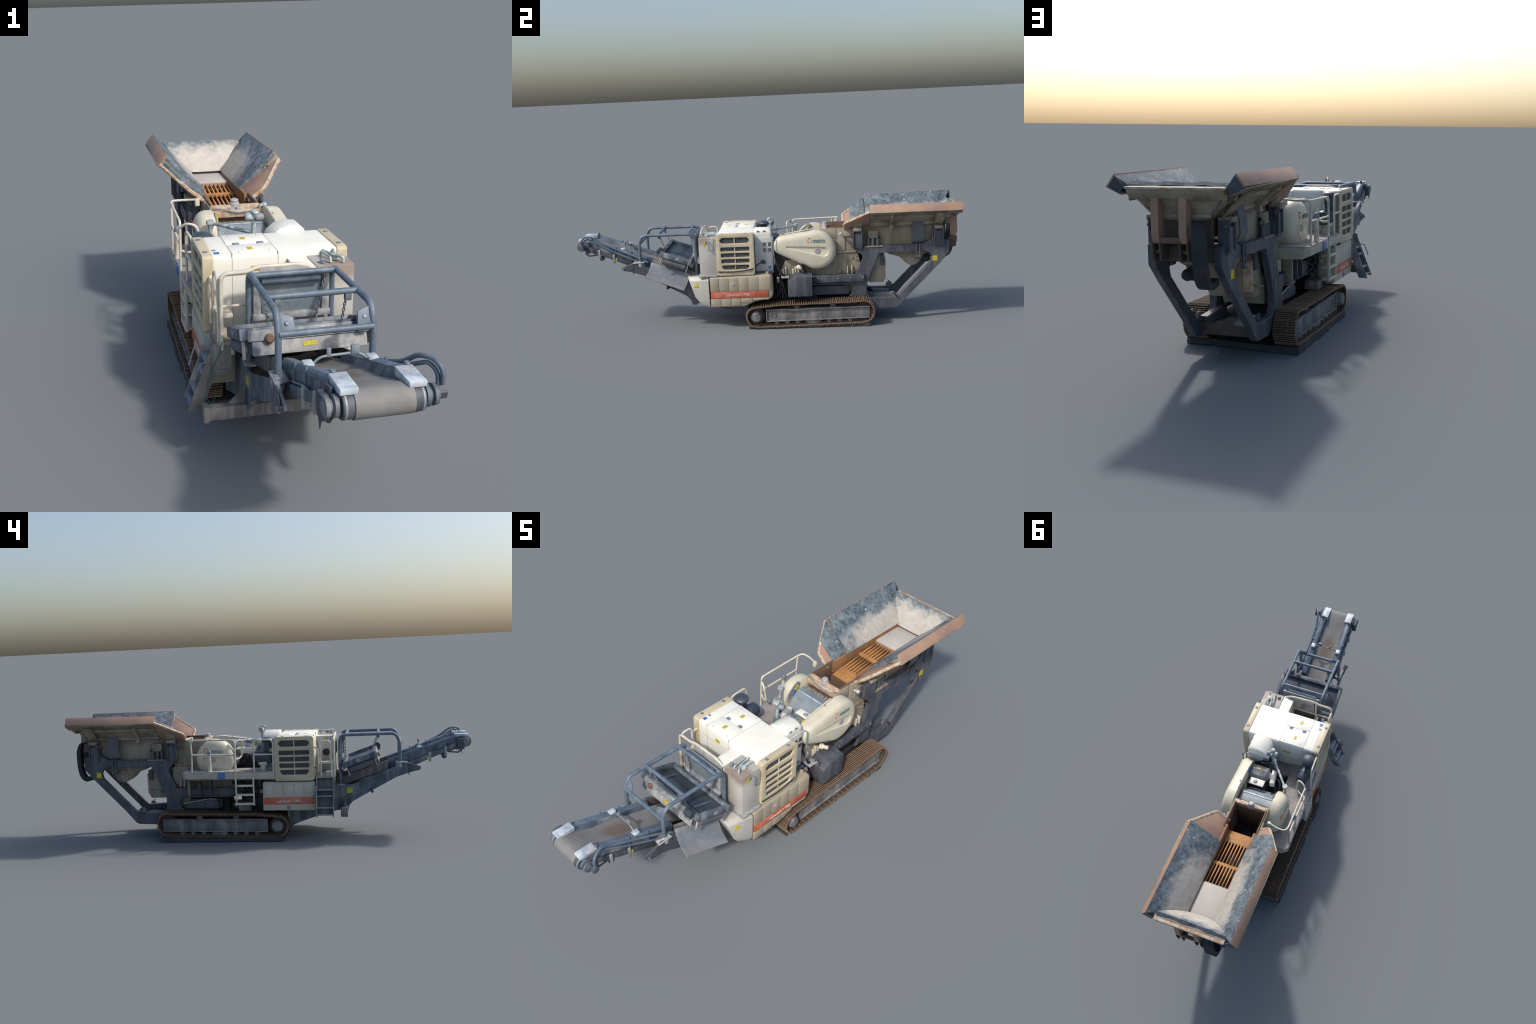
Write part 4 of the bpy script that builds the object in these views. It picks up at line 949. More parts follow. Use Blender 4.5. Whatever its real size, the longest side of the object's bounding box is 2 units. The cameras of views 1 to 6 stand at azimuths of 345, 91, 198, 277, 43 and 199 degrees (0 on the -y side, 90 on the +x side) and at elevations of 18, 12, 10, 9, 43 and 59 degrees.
# lamp mast
mast = cyl("lamp_mast", (-0.004, 0.026, 0.30), (-0.004, 0.026, 0.515), 0.007, LAMP, 12)
lathe("mast_joint", (-0.008, 0.026, 0.40), (0, 0, 1), [(0, 0.012), (0.01, 0.016), (0.05, 0.013), (0.07, 0.009)], KNOB, 10, mast)
for d, r, ln in (((-0.9, 0.3, 0.05), 0.012, 0.026), ((0.9, 0.4, -0.15), 0.013, 0.030), ((0.1, -0.3, 1.0), 0.011, 0.022), ((0.2, 1, -0.1), 0.010, 0.02)):
    lathe("lamp_head", (-0.003, 0.024, 0.528), d, [(0, r * 0.7), (ln * 0.3, r), (ln * 0.9, r), (ln, r * 0.75)], LAMP if d[0] < 0.5 else KNOB, 10, mast)
tube("mast_pipe", [(-0.008, 0.030, 0.480), (-0.045, 0.075, 0.480), (-0.105, 0.150, 0.482), (-0.112, 0.152, 0.46), (-0.108, 0.154, 0.345)], 0.0058, LAMP, 0.02, 10)
lathe("pipe_lamp", (-0.112, 0.156, 0.460), (0, 0, 1), [(0, 0.006), (0.012, 0.007), (0.020, 0.013), (0.030, 0.012)], LAMP, 12)
# air cleaner and pre-cleaner dome
ac = lathe("air_cleaner", (-0.160, -0.040, 0.405), (0.05, 1, 0.0), [(0, 0.026), (0.004, 0.030), (0.050, 0.031), (0.052, 0.033), (0.060, 0.033), (0.062, 0.030), (0.090, 0.029), (0.098, 0.024), (0.099, 0.012)], NAVY, 24)
box("air_cleaner_label", (-0.163, 0.010, 0.4325), (-0.150, 0.024, 0.4365), BLUESTICK, 0, ac)
cyl("air_cleaner_foot", (-0.158, 0.005, 0.335), (-0.158, 0.005, 0.380), 0.016, RAIL, 12, ac)
box("air_cleaner_cradle", (-0.180, -0.016, 0.368), (-0.136, 0.026, 0.386), RAIL, 0.003, ac)
lathe("intake_stack", (-0.165, -0.022, 0.40), (0, 0, 1), [(0, 0.018), (0.05, 0.018), (0.055, 0.021), (0.075, 0.021), (0.082, 0.025), (0.084, 0.028)], NAVY, 20)
lathe("intake_dome", (-0.165, -0.020, 0.480), (0, 0, 1), [(0, 0.020), (0.006, 0.030), (0.012, 0.031), (0.018, 0.027), (0.023, 0.016), (0.025, 0.003)], NAVY, 24)
cyl("intake_elbow", (-0.165, -0.025, 0.44), (-0.165, -0.058, 0.44), 0.016, TAN, 16)

# hoses, filters and brackets on the +x side under the guard
tubes("hydraulic_hose", [[(0.128, 0.045, 0.36), (0.140, 0.055, 0.33), (0.138, 0.068, 0.29), (0.130, 0.10, 0.255)],
                    [(0.120, 0.050, 0.35), (0.132, 0.062, 0.31), (0.132, 0.085, 0.262), (0.125, 0.11, 0.252)],
                    [(0.130, 0.058, 0.26), (0.142, 0.072, 0.22), (0.138, 0.066, 0.17), (0.120, 0.040, 0.15)],
                    [(0.132, 0.070, 0.25), (0.144, 0.085, 0.21), (0.140, 0.094, 0.17), (0.128, 0.10, 0.15)],
                    [(0.126, 0.062, 0.24), (0.138, 0.078, 0.19), (0.134, 0.080, 0.15)],
                    [(0.118, 0.05, 0.24), (0.130, 0.056, 0.20), (0.124, 0.05, 0.15), (0.115, 0.02, 0.145)]], 0.0045, BLACK, 0.03, 8)
tubes("pump_hose", [[(0.130, 0.178, 0.320), (0.142, 0.190, 0.326), (0.140, 0.225, 0.300), (0.128, 0.236, 0.27)], [(0.124, 0.170, 0.316), (0.135, 0.190, 0.318), (0.132, 0.220, 0.29)]], 0.003, BLACK, 0.02, 8)
lathe("pump_head", (0.120, 0.165, 0.305), (1, 0.35, 0.1), [(0, 0.013), (0.012, 0.014), (0.018, 0.009), (0.036, 0.009), (0.038, 0.007)], RAIL, 12)
boxes("mounting_lug", [((0.085, y, 0.262), (0.115, y + 0.009, 0.295 + 0.01 * (i % 2))) for i, y in enumerate((0.082, 0.094, 0.132, 0.145, 0.160))], RAIL, 0.003)
box("pump_shelf", (0.09, 0.075, 0.255), (0.150, 0.245, 0.262), DUSTSTEEL, 0.002)
solid("bearing_housing", [(0.090, 0.06, 0.262), (0.105, 0.06, 0.262), (0.105, 0.20, 0.262), (0.090, 0.20, 0.262), (0.090, 0.10, 0.34), (0.100, 0.10, 0.34), (0.100, 0.17, 0.34), (0.090, 0.17, 0.34)],
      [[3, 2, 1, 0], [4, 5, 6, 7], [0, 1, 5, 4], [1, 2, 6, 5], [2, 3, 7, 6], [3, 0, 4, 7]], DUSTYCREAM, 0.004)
es = box("emergency_stop", (0.132, 0.052, 0.232), (0.146, 0.066, 0.262), GALV, 0.002)
cyl("stop_button", (0.145, 0.059, 0.254), (0.151, 0.059, 0.254), 0.005, LOGORED, 12, es)
es2 = box("emergency_stop", (-0.150, 0.015, 0.225), (-0.135, 0.029, 0.240), RAIL, 0.002)
cyl("stop_button", (-0.149, 0.022, 0.2325), (-0.155, 0.022, 0.2325), 0.004, LOGORED, 12, es2)
lathe("grease_lamp", (0.096, 0.385, 0.470), (1, 0.3, -0.1), [(0, 0.006), (0.012, 0.006), (0.014, 0.010), (0.026, 0.009)], LAMP, 10)

# ================================================================== DECK ON THE -x SIDE
deck = slab("deck", [(-0.075, -0.055, 0.335), (-0.206, -0.055, 0.333), (-0.213, 0.385, 0.338), (-0.200, 0.403, 0.338), (-0.085, 0.403, 0.338)], 0.006, DECK, 0.001)
slab("deck_fascia", [(-0.207, -0.055, 0.334), (-0.214, 0.390, 0.3395), (-0.212, 0.390, 0.309), (-0.205, -0.055, 0.302)], 0.006, FASCIA, 0.001, deck)
slab("deck_fascia", [(-0.214, 0.388, 0.3395), (-0.200, 0.405, 0.3395), (-0.185, 0.405, 0.300), (-0.211, 0.388, 0.309)], 0.006, FASCIA, 0.001, deck)
slab("deck_fascia", [(-0.200, 0.405, 0.3395), (-0.085, 0.405, 0.3395), (-0.085, 0.405, 0.296), (-0.185, 0.405, 0.300)], 0.006, FASCIA, 0.001, deck)
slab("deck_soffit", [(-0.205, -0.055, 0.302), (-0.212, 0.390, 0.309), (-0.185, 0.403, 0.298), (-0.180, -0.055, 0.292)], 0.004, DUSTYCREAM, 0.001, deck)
box("deck_label", (-0.2140, 0.190, 0.308), (-0.2085, 0.224, 0.338), BLUESTICK, 0, deck)
R1 = 0.0042
railing = tubes("railing", [[(-0.118, 0.371, 0.505), (-0.160, 0.384, 0.503), (-0.199, 0.382, 0.503), (-0.206, 0.36, 0.501), (-0.207, 0.136, 0.497), (-0.209, 0.138, 0.312)],
                            [(-0.206, 0.356, 0.500), (-0.206, 0.352, 0.435), (-0.206, 0.356, 0.338)],
                            [(-0.206, 0.351, 0.428), (-0.208, 0.138, 0.424)],
                            [(-0.208, 0.136, 0.478), (-0.190, 0.118, 0.496), (-0.160, 0.104, 0.490), (-0.150, 0.112, 0.410), (-0.185, 0.128, 0.400), (-0.206, 0.137, 0.405)]], R1, RAIL, 0.018, 10)
box("rail_stub", (-0.125, 0.364, 0.484), (-0.110, 0.378, 0.509), RAIL, 0.002, railing)
boxes("rail_clamp", [((-0.212, 0.134, z), (-0.204, 0.143, z + 0.02)) for z in (0.46, 0.405, 0.33)], LAMP, 0.002, railing)
tubes("ladder_hoop", [[(-0.203, 0.045, 0.312), (-0.203, 0.043, 0.495), (-0.198, -0.051, 0.494), (-0.198, -0.049, 0.312)],
                      [(-0.203, 0.043, 0.423), (-0.198, -0.050, 0.422)]], R1, RAIL, 0.024, 10)
box("hoop_kick_plate", (-0.206, -0.053, 0.303), (-0.201, 0.046, 0.334), FASCIA, 0.001)
pole = lathe("deck_pole", (-0.200, 0.266, 0.336), (0, 0, 1), [(0, 0.014), (0.004, 0.0115), (0.018, 0.0095), (0.088, 0.0085), (0.0885, 0.010), (0.104, 0.010), (0.112, 0.007)], RAIL, 14)
lathe("pole_cap", (-0.200, 0.266, 0.424), (0, 0, 1), [(0, 0.0105), (0.016, 0.0105), (0.024, 0.007), (0.026, 0.003)], KNOB, 14, pole)
ladder = boxes("deck_ladder", [((-0.213, 0.134, 0.173), (-0.203, 0.141, 0.312)), ((-0.213, 0.047, 0.173), (-0.203, 0.054, 0.312))], RAIL, 0.001)
for z in (0.271, 0.226, 0.181):
    box("ladder_tread", (-0.214, 0.052, z - 0.004), (-0.180, 0.136, z + 0.004), RAIL, 0.001, ladder)
cyl("oil_filter", (-0.130, 0.030, 0.255), (-0.130, 0.030, 0.290), 0.014, NAVY, 14)
tubes("chassis_hose", [[(-0.11, 0.20, 0.22), (-0.135, 0.15, 0.21), (-0.138, 0.10, 0.24), (-0.12, 0.06, 0.26)], [(-0.11, 0.19, 0.25), (-0.14, 0.14, 0.24), (-0.135, 0.09, 0.20), (-0.12, 0.05, 0.19)],
                       [(-0.12, 0.17, 0.17), (-0.14, 0.12, 0.19), (-0.13, 0.07, 0.16)], [(-0.11, 0.15, 0.28), (-0.14, 0.11, 0.27), (-0.14, 0.07, 0.22), (-0.12, 0.03, 0.20)]], 0.005, BLACK, 0.03, 8)

# ================================================================== DISCHARGE CONVEYOR
SL = 0.349                                   # rise per metre towards -y
def cz(y, d=0.0):
    return 0.362 + SL * (-0.60 - y) + d
CF = [(-0.100, 0.205), (-0.300, 0.252), (-0.424, 0.255), (-0.634, 0.338), (-0.636, 0.360), (-0.691, 0.359), (-0.754, 0.336), (-0.757, 0.326), (-0.746, 0.319),
      (-0.704, 0.308), (-0.640, 0.287), (-0.528, 0.227), (-0.425, 0.170), (-0.408, 0.150), (-0.398, 0.128), (-0.377, 0.130), (-0.325, 0.124), (-0.235, 0.098), (-0.100, 0.045)]
for s in (1, -1):
    cfm = prism("conveyor_frame", CF, s * 0.113, s * 0.121, BLUEDARK if s < 0 else DARK, bevel=0.0015)
    slab("frame_wing", [(s * 0.092, -0.636, 0.362), (s * 0.092, -0.692, 0.362), (s * 0.124, -0.696, 0.358), (s * 0.124, -0.636, 0.360)][::s], 0.005, DUSTSTEEL, 0.001, cfm)
    slab("wing_plate", [(s * 0.121, -0.690, 0.357), (s * 0.121, -0.690, 0.305), (s * 0.130, -0.752, 0.321), (s * 0.130, -0.752, 0.335)][::-s], 0.004, DARK, 0.001, cfm)
    cyl("wing_pin", (s * 0.112, -0.745, 0.328), (s * 0.134, -0.745, 0.328), 0.004, KNOB, 10, cfm)
    slab("frame_hook", [(s * 0.119, -0.69, 0.307), (s * 0.119, -0.702, 0.308), (s * 0.119, -0.703, 0.290)][::s], 0.006, DUSTSTEEL, 0.0005, cfm)
    # side rails of the upper conveyor with skirt and end cap
    ya, yb = -0.600, -0.925
    rail = solid("conveyor_rail", [(s * x, y, cz(y, d)) for y in (ya, yb) for x, d in ((0.083, 0.000), (0.083, -0.040), (0.074, -0.062), (0.055, -0.062), (0.046, -0.026), (0.058, 0.004))],
                 [[0, 1, 2, 3, 4, 5], [11, 10, 9, 8, 7, 6]] + [[i, (i + 1) % 6, 6 + (i + 1) % 6, 6 + i] for i in range(6)], BLUEDARK, 0.002)
    solid("rail_cover", [(s * x, y, cz(y, d)) for y in (ya, yb) for x, d in ((0.0845, 0.001), (0.0845, -0.010), (0.058, -0.006), (0.057, 0.005), (0.078, 0.008))],
          [[0, 1, 2, 3, 4], [9, 8, 7, 6, 5]] + [[i, (i + 1) % 5, 5 + (i + 1) % 5, 5 + i] for i in range(5)], BLUE, 0.002, rail)
    solid("rail_end_cap", [(s * 0.082, -0.915, 0.484), (s * 0.082, -0.984, 0.484), (s * 0.046, -0.984, 0.484), (s * 0.046, -0.915, 0.484),
                           (s * 0.082, -0.915, 0.462), (s * 0.082, -0.984, 0.471), (s * 0.048, -0.984, 0.471), (s * 0.048, -0.915, 0.462)],
          [[0, 1, 2, 3], [7, 6, 5, 4], [0, 4, 5, 1], [1, 5, 6, 2], [2, 6, 7, 3], [3, 7, 4, 0]], CAPSTEEL, 0.003, rail)
    solid("rail_end_box", [(s * x, y, z) for x in (0.080, 0.072) for y, z in ((-0.90, 0.47), (-0.978, 0.474), (-0.972, 0.445), (-0.90, 0.400))],
          [[0, 1, 2, 3], [7, 6, 5, 4], [0, 4, 5, 1], [1, 5, 6, 2], [2, 6, 7, 3], [3, 7, 4, 0]], BLUEDARK, 0.001, rail)
    solid("skirt_board", [(s * x, y, cz(y, d)) for x in (0.094, 0.088) for y, d in ((-0.600, 0.004), (-0.372, 0.006), (-0.372, -0.034), (-0.600, -0.040))],
          [[0, 1, 2, 3], [7, 6, 5, 4], [0, 4, 5, 1], [1, 5, 6, 2], [2, 6, 7, 3], [3, 7, 4, 0]], FRAME, 0.001, rail)
    # lower chord, clamps, idlers
    ch = solid("chord_beam", [(s * x, y, z) for x in (0.092, 0.076) for y, z in ((-0.66, cz(-0.66, -0.045)), (-0.945, cz(-0.945, -0.030)), (-0.945, cz(-0.945, -0.052)), (-0.66, cz(-0.66, -0.074)))],
               [[0, 1, 2, 3], [7, 6, 5, 4], [0, 4, 5, 1], [1, 5, 6, 2], [2, 6, 7, 3], [3, 7, 4, 0]], DARK if s > 0 else BLUEDARK, 0.002, rail)
    for y in (-0.800, -0.875):
        box("chord_clamp", (s * 0.090, y - 0.006, cz(y, -0.078)), (s * 0.096, y + 0.006, cz(y, -0.03)), DUSTSTEEL, 0.002, ch)
    for y in (-0.71, -0.79):
        box("rail_post", (s * 0.080, y - 0.003, cz(y, -0.05)), (s * 0.087, y + 0.003, cz(y, 0.012)), BLUE, 0.001, rail)
    sticker_x("chord_label", s, s * 0.0922, -0.796, -0.785, cz(-0.79, -0.062), cz(-0.79, -0.048), YELLOW, ch)
    cyl("rail_stud", (s * 0.072, -0.912, cz(-0.912)), (s * 0.072, -0.914, cz(-0.912, 0.018)), 0.006, BLUE, 10, rail)
    lathe("pulley_bearing", (s * 0.082, -0.968, 0.446), (s, 0, 0), [(0, 0.022), (0.008, 0.022), (0.010, 0.014), (0.014, 0.014), (0.016, 0.021), (0.024, 0.020), (0.026, 0.012), (0.030 if s > 0 else 0.0275, 0.011)], BLUEDARK, 16, rail)
    solid("bearing_bracket", [(s * x, y, z) for x in (0.092, 0.084) for y, z in ((-0.925, 0.470), (-0.955, 0.476), (-0.950, 0.410), (-0.925, 0.408))],
          [[0, 1, 2, 3], [7, 6, 5, 4], [0, 4, 5, 1], [1, 5, 6, 2], [2, 6, 7, 3], [3, 7, 4, 0]], DARK, 0.002, rail)
    tube("scraper_arm", [(s * 0.085, -0.950, 0.412), (s * 0.085, -0.935, 0.395), (s * 0.085, -0.885, 0.400)], 0.004, DARK, 0.008, 6, rail)
    lathe("return_idler", (s * 0.060, -0.868, cz(-0.868, -0.078)), (s, 0, 0), [(0, 0.012), (0.022, 0.012)], DARK, 12, rail)
    if s < 0:
        sticker_x("warning_sticker", s, s * 0.121, -0.425, -0.398, 0.212, 0.240, YELLOW, cfm)
    cyl("frame_peg", (s * 0.112, -0.515, 0.236), (s * 0.140, -0.522, 0.218), 0.007, DARK, 10, cfm)

# head pulley and belt
cyl("head_pulley", (-0.078, -0.970, 0.446), (0.078, -0.970, 0.446), 0.0260, DARK, 28)
for x in (-0.075, 0.070):
    cyl("pulley_rim", (x, -0.970, 0.446), (x + 0.006, -0.970, 0.446), 0.0268, GALV, 28)
bm = bmesh.new()
top = [(y, cz(y, -0.022)) for y in (-0.36, -0.45, -0.55, -0.65, -0.75)] + [(-0.85, cz(-0.85, -0.019)), (-0.92, 0.4585), (-0.955, 0.4720)]
arc = [(-0.970 - 0.0285 * math.sin(a), 0.446 + 0.0285 * math.cos(a)) for a in [math.radians(d) for d in range(5, 186, 15)]]
bot = [(-0.962, 0.4180), (-0.90, cz(-0.90, -0.066)), (-0.70, cz(-0.70, -0.066)), (-0.36, cz(-0.36, -0.066))]
line = top + arc + bot
cols = [-0.056, -0.046, -0.025, 0.0, 0.025, 0.046, 0.056]
grid = []
for i, (y, z) in enumerate(line):
    row = []
    for x in cols:
        lift = 0.0
        if i < len(top) - 3:
            lift = 0.010 * max(0.0, (abs(x) - 0.025) / 0.03)
        row.append(bm.verts.new((x, y, z + lift)))
    grid.append(row)
for a, b in zip(grid, grid[1:]):
    for k in range(len(cols) - 1):
        bm.faces.new((a[k], b[k], b[k + 1], a[k + 1]))
bmesh.ops.recalc_face_normals(bm, faces=bm.faces)
bmesh.ops.solidify(bm, geom=bm.faces[:], thickness=0.003)
finish("conveyor_belt", bm, BELT, None, 40)
for y in (-0.70, -0.82):
    cyl("carry_idler", (-0.06, y, cz(y, -0.040)), (0.06, y, cz(y, -0.040)), 0.010, DARK, 12)
# cross tie arch over the belt
tube("belt_arch", [(-0.066, -0.752, cz(-0.752, 0.0)), (-0.045, -0.75, cz(-0.75, 0.022)), (0.040, -0.75, cz(-0.75, 0.024)), (0.066, -0.752, cz(-0.752, 0.002))], 0.003, GALV, 0.015, 8)
boxes("arch_tab", [((-0.030, -0.753, cz(-0.75, 0.022)), (-0.020, -0.748, cz(-0.75, 0.040))), ((0.022, -0.755, cz(-0.75, 0.022)), (0.040, -0.747, cz(-0.75, 0.042)))], GALV, 0.002)
for s in (1, -1):
    box("arch_foot", (s * 0.058, -0.765, cz(-0.752, 0.004)), (s * 0.080, -0.738, cz(-0.752, 0.014)), CAPSTEEL, 0.003)
# hydraulic drive on +x end of pulley, big hose loop
cyl("pulley_motor", (0.112, -0.958, 0.444), (0.130, -0.958, 0.444), 0.014, DARK, 6)
tube("motor_hose", [(0.124, -0.955, 0.452), (0.124, -0.960, 0.485), (0.115, -0.940, 0.502), (0.098, -0.905, 0.497), (0.090, -0.86, 0.462), (0.090, -0.78, 0.425), (0.098, -0.68, 0.385), (0.105, -0.62, 0.355)], 0.0052, BLUE, 0.03, 10)
tube("motor_hose", [(0.118, -0.952, 0.452), (0.118, -0.950, 0.478), (0.108, -0.930, 0.492), (0.094, -0.89, 0.470), (0.094, -0.80, 0.415), (0.10, -0.70, 0.372), (0.106, -0.63, 0.345)], 0.0045, BLUE, 0.03, 10)
tube("lubricant_hose", [(-0.086, -0.93, 0.430), (-0.090, -0.86, 0.405), (-0.088, -0.80, 0.400), (-0.088, -0.70, 0.362)], 0.0025, KNOB, 0.03, 8)
box("motor_guard", (-0.108, -0.962, 0.412), (-0.092, -0.930, 0.462), DARK, 0.003)
tube("guard_spike", [(-0.104, -0.946, 0.415), (-0.106, -0.950, 0.392)], 0.004, DARK, 0.01, 6, None, 0.001)

# receiving trough below the magnet, cross tube, skirt plate
slab("trough_floor", [(-0.113, -0.100, 0.055), (0.113, -0.100, 0.055), (0.113, -0.325, 0.130), (-0.113, -0.325, 0.130)][::-1], 0.006, DARKBROWN, 0.001)
box("trough_bulkhead", (-0.113, -0.330, 0.125), (0.113, -0.322, 0.29), NEARBLACK, 0.001)
ct_ = box("support_tube", (-0.230, -0.402, 0.118), (0.115, -0.374, 0.154), FRAME, 0.003)
box("tube_collar", (-0.232, -0.405, 0.115), (-0.218, -0.371, 0.158), FRAME, 0.002, ct_)
solid("tube_gusset", [(-0.122, -0.392, 0.154), (-0.122, -0.392, 0.200), (-0.170, -0.392, 0.155), (-0.122, -0.386, 0.154), (-0.122, -0.386, 0.200), (-0.170, -0.386, 0.155)],
      [[0, 1, 2], [5, 4, 3], [0, 3, 4, 1], [1, 4, 5, 2], [2, 5, 3, 0]], FRAME, 0.0008, ct_)
bm = bmesh.new()
rows = []
for k in range(7):
    t = k / 6
    bow = -0.010 * math.sin(math.pi * t)
    rows.append([bm.verts.new((0.100 + 0.012 * u + (0.094 - 0.011 * u) * t + bow - 0.003 * math.sin(3.0 * u), -0.603 + 0.199 * u - 0.022 * t, 0.354 - 0.067 * u - (0.057 + 0.008 * u) * t + bow)) for u in (0, 0.2, 0.4, 0.6, 0.8, 1.0)])
for a, b in zip(rows, rows[1:]):
    for k in range(5):
        bm.faces.new((a[k], a[k + 1], b[k + 1], b[k]))
bmesh.ops.recalc_face_normals(bm, faces=bm.faces)
bmesh.ops.solidify(bm, geom=bm.faces[:], thickness=0.004)
finish("skirt_plate", bm, PLATE, None, 40)
cyl("skirt_lug", (0.10, -0.515, 0.222), (0.10, -0.523, 0.212), 0.008, DARK, 10)

# protective cage of tubing
CX = 0.107
cage = tubes("cage_hoop", [[(s * CX, -0.367, 0.255), (s * CX, -0.367, 0.497), (s * CX, -0.640, 0.498), (s * CX, -0.658, 0.455), (s * CX, -0.658, 0.352)] for s in (1, -1)], 0.0078, BLUE, 0.035, 12)
for y, z in ((-0.400, 0.497), (-0.555, 0.4985), (-0.660, 0.453)):
    cyl("cage_crossbar", (-CX, y, z), (CX, y, z), 0.0075, BLUE, 12, cage)
for s in (1, -1):
    slab("cage_gusset", [(s * 0.105, -0.662, 0.452), (s * 0.105, -0.640, 0.495), (s * 0.072, -0.650, 0.486), (s * 0.070, -0.660, 0.460), (s * 0.060, -0.662, 0.452)][::s], 0.005, BLUE, 0.001, cage)
    cyl("gusset_disc", (s * 0.087, -0.652, 0.474), (s * 0.087, -0.656, 0.476), 0.005, GALV, 8, cage)  # solid disc on the gusset, standing for a hole
    lathe("cage_foot", (s * CX, -0.658, 0.362), (0, 0, -1), [(0, 0.010), (0.006, 0.016), (0.02, 0.017), (0.045, 0.010)], DUSTSTEEL, 10, cage)
    box("cage_base", (s * CX - 0.014, -0.388, 0.250), (s * CX + 0.014, -0.350, 0.256), DUSTSTEEL, 0.001, cage)
cylp = box("cage_panel", (-0.100, -0.372, 0.385), (0.100, -0.366, 0.488), GALV, 0.002, cage)
boxes("panel_bar", [((s * 0.088 - 0.010, -0.380, 0.37), (s * 0.088 + 0.010, -0.371, 0.485)) for s in (1, -1)] + [((-0.10, -0.386, 0.372), (0.10, -0.370, 0.388))], DUSTSTEEL, 0.003, cage)
cyl("roller_guard", (-0.080, -0.384, 0.478), (0.070, -0.384, 0.478), 0.012, BLUE, 14, cage)

# overband magnet hung in the cage: open tray, body, rollers, chains
def tp(x, u, w):
    """Point in tray axes: u along the tray from +y end (0) to -y end (1), w normal offset."""
    a = Vector((x, -0.385, 0.366)).lerp(Vector((x, -0.535, 0.419)), u)
    return a + Vector((0, 0.333, 0.943)) * w
def tray_box(name, x0, x1, u0, u1, w0, w1, mat, bevel=0.002, parent=None):
    pts = [tp(x, u, w) for x in (x0, x1) for u in (u0, u1) for w in (w0, w1)]
    return solid(name, pts, [[0, 1, 3, 2], [4, 6, 7, 5], [0, 4, 5, 1], [2, 3, 7, 6], [0, 2, 6, 4], [1, 5, 7, 3]], mat, bevel, parent)
mag = tray_box("overband_magnet", -0.146, 0.140, 0.06, 0.92, -0.062, -0.016, DARK, 0.006)
tray_box("magnet_plate", -0.155, 0.150, 0.05, 0.95, -0.018, -0.012, NAVY, 0.001, mag)
for a in ((-0.167, 0.160, -0.02, 0.08), (-0.167, 0.160, 0.92, 1.02)):
    tray_box("magnet_rim", a[0], a[1], a[2], a[3], -0.026, 0.001, BLUEDARK, 0.001, mag)
for a in ((-0.167, -0.152, 0.08, 0.92), (0.145, 0.160, 0.08, 0.92)):
    tray_box("magnet_rim", a[0], a[1], a[2], a[3], -0.026, 0.001, BLUEDARK, 0.001, mag)
tray_box("magnet_face", -0.150, 0.140, 1.02, 1.05, -0.030, -0.004, DUSTSTEEL, 0.002, mag)
tray_box("magnet_face", -0.140, 0.135, 0.98, 1.02, -0.064, -0.030, DUSTSTEEL, 0.003, mag)
for x in (-0.105, 0.095):
    tray_box("magnet_bar", x - 0.003, x + 0.003, 0.2, 0.75, -0.013, -0.008, BLUE, 0.001, mag)
tray_box("magnet_label", -0.02, 0.012, 1.02, 1.026, -0.050, -0.040, YELLOW, 0, mag)
for s, x in ((1, 0.152), (-1, -0.158)):
    cyl("magnet_roller", tp(x - s * 0.010, 0.12, -0.044), tp(x - s * 0.010, 0.88, -0.044), 0.017, FLAP, 18, mag)
    for u in (0.06, 0.94):
        tray_box("roller_hanger", x - 0.004, x + 0.004, u - 0.02, u + 0.02, -0.070, -0.020, DUSTSTEEL, 0.001, mag)
    tray_box("magnet_sticker", x + s * 0.0085 - 0.001, x + s * 0.0085 + 0.001, 0.40, 0.50, -0.018, -0.006, DISC, 0, mag)
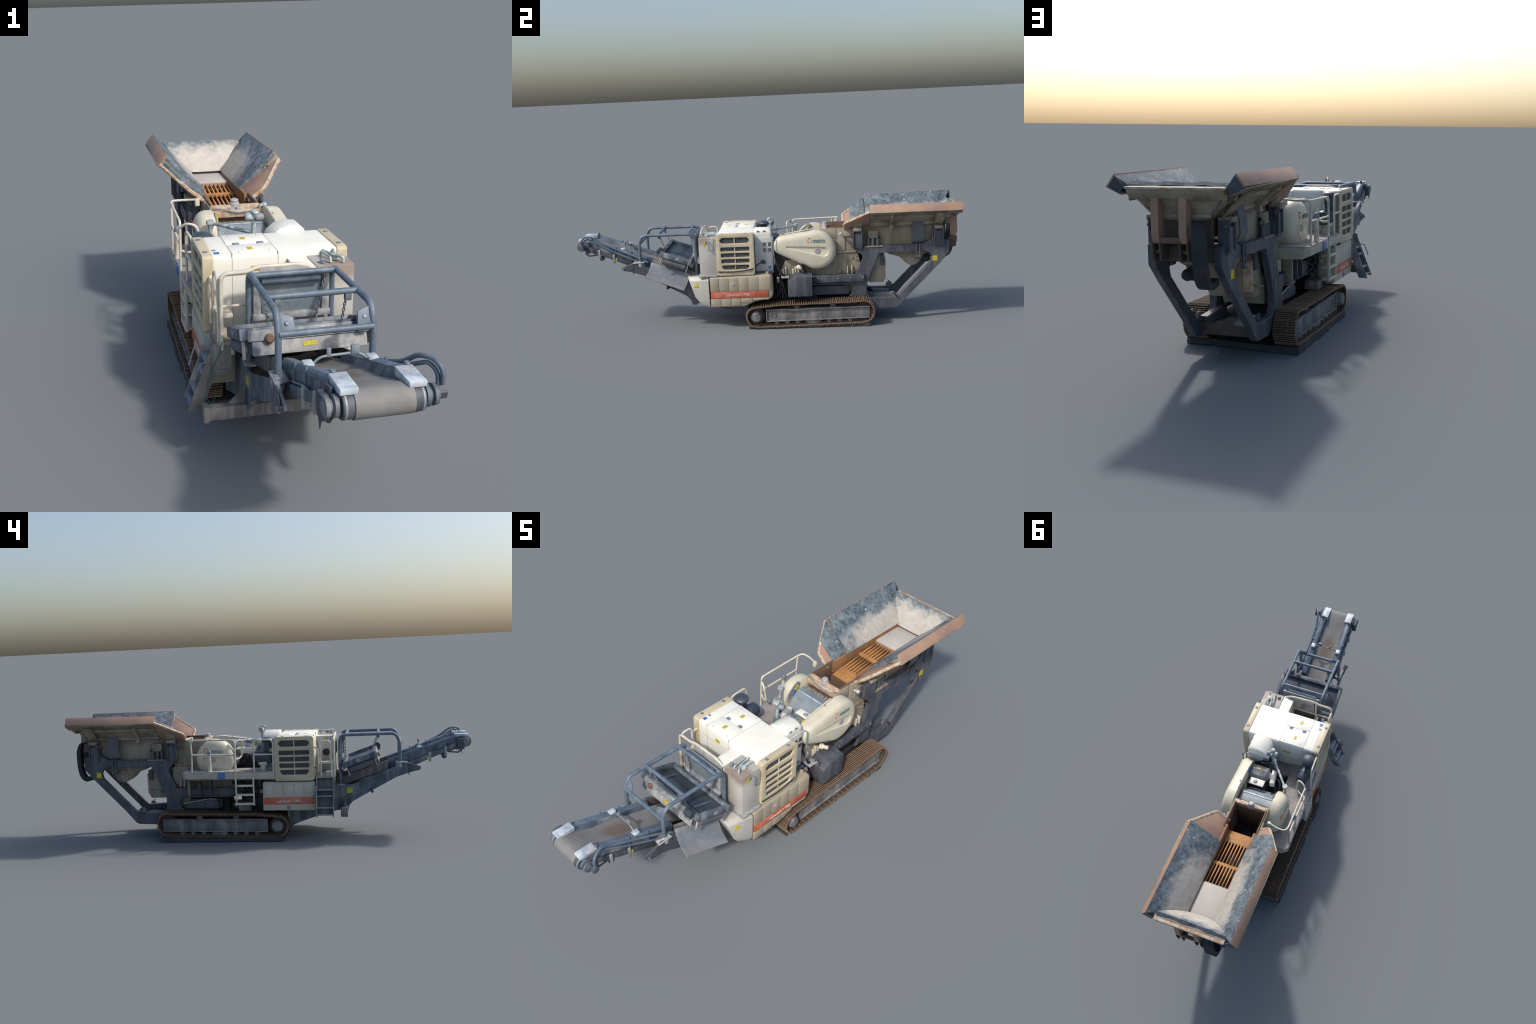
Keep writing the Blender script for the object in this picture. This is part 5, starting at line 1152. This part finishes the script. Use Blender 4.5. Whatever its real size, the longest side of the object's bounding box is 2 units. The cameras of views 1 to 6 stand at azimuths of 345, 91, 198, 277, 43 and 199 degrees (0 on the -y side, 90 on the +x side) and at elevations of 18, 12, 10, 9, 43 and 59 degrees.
cyl("magnet_motor", tp(0.105, 1.08, -0.006), tp(0.140, 1.08, -0.006), 0.016, NAVY, 14, mag)
tray_box("motor_block", 0.108, 0.135, 1.02, 1.14, -0.03, 0.004, BLUEDARK, 0.004, mag)
lathe("magnet_knob", tp(-0.10, 1.05, -0.026), (0, -0.9, 0.3), [(0, 0.012), (0.006, 0.011), (0.010, 0.007)], DARKRUST, 12, mag)
cyl("magnet_axle", tp(-0.15, 0.02, -0.03) + Vector((0, 0.012, 0)), tp(0.145, 0.02, -0.03) + Vector((0, 0.012, 0)), 0.010, DUSTSTEEL, 12, mag)
# chains
bm = bmesh.new()
n1, n2 = 10, 6
ringv = []
for i in range(n1):
    a = 2 * math.pi * i / n1
    c = Vector((0.0030 * math.cos(a), 0, 0.0052 * math.sin(a)))
    d = Vector((math.cos(a), 0, math.sin(a)))
    ringv.append([bm.verts.new(c + (d * math.cos(b) + Vector((0, 1, 0)) * math.sin(b)) * 0.0013) for b in (2 * math.pi * k / n2 for k in range(n2))])
for i in range(n1):
    for k in range(n2):
        bm.faces.new((ringv[i][k], ringv[i][(k + 1) % n2], ringv[(i + 1) % n1][(k + 1) % n2], ringv[(i + 1) % n1][k]))
link = finish("chain_link", bm, KNOB, None, 60)
first = True
for a, b in (((0.080, -0.555, 0.492), tp(0.080, 0.95, 0.0)), ((-0.085, -0.555, 0.492), tp(-0.085, 0.95, 0.0)),
             ((0.083, -0.385, 0.480), tp(0.060, 0.02, 0.0)), ((-0.083, -0.385, 0.480), tp(-0.060, 0.02, 0.0))):
    a, b = Vector(a), Vector(b)
    m = max(2, int((b - a).length / 0.0082))
    q = (b - a).to_track_quat('Z', 'X')
    for k in range(m):
        o = link if first else instance(link, "chain_link")
        first = False
        o.location = a.lerp(b, (k + 0.5) / m)
        o.rotation_euler = (q @ Matrix.Rotation(math.radians(90 * (k % 2)), 3, 'Z').to_quaternion()).to_euler()
for s in (1, -1):
    box("chain_bracket", (s * 0.083 - 0.008, -0.562, 0.476), (s * 0.083 + 0.008, -0.548, 0.494), BLUEDARK, 0.003, cage)
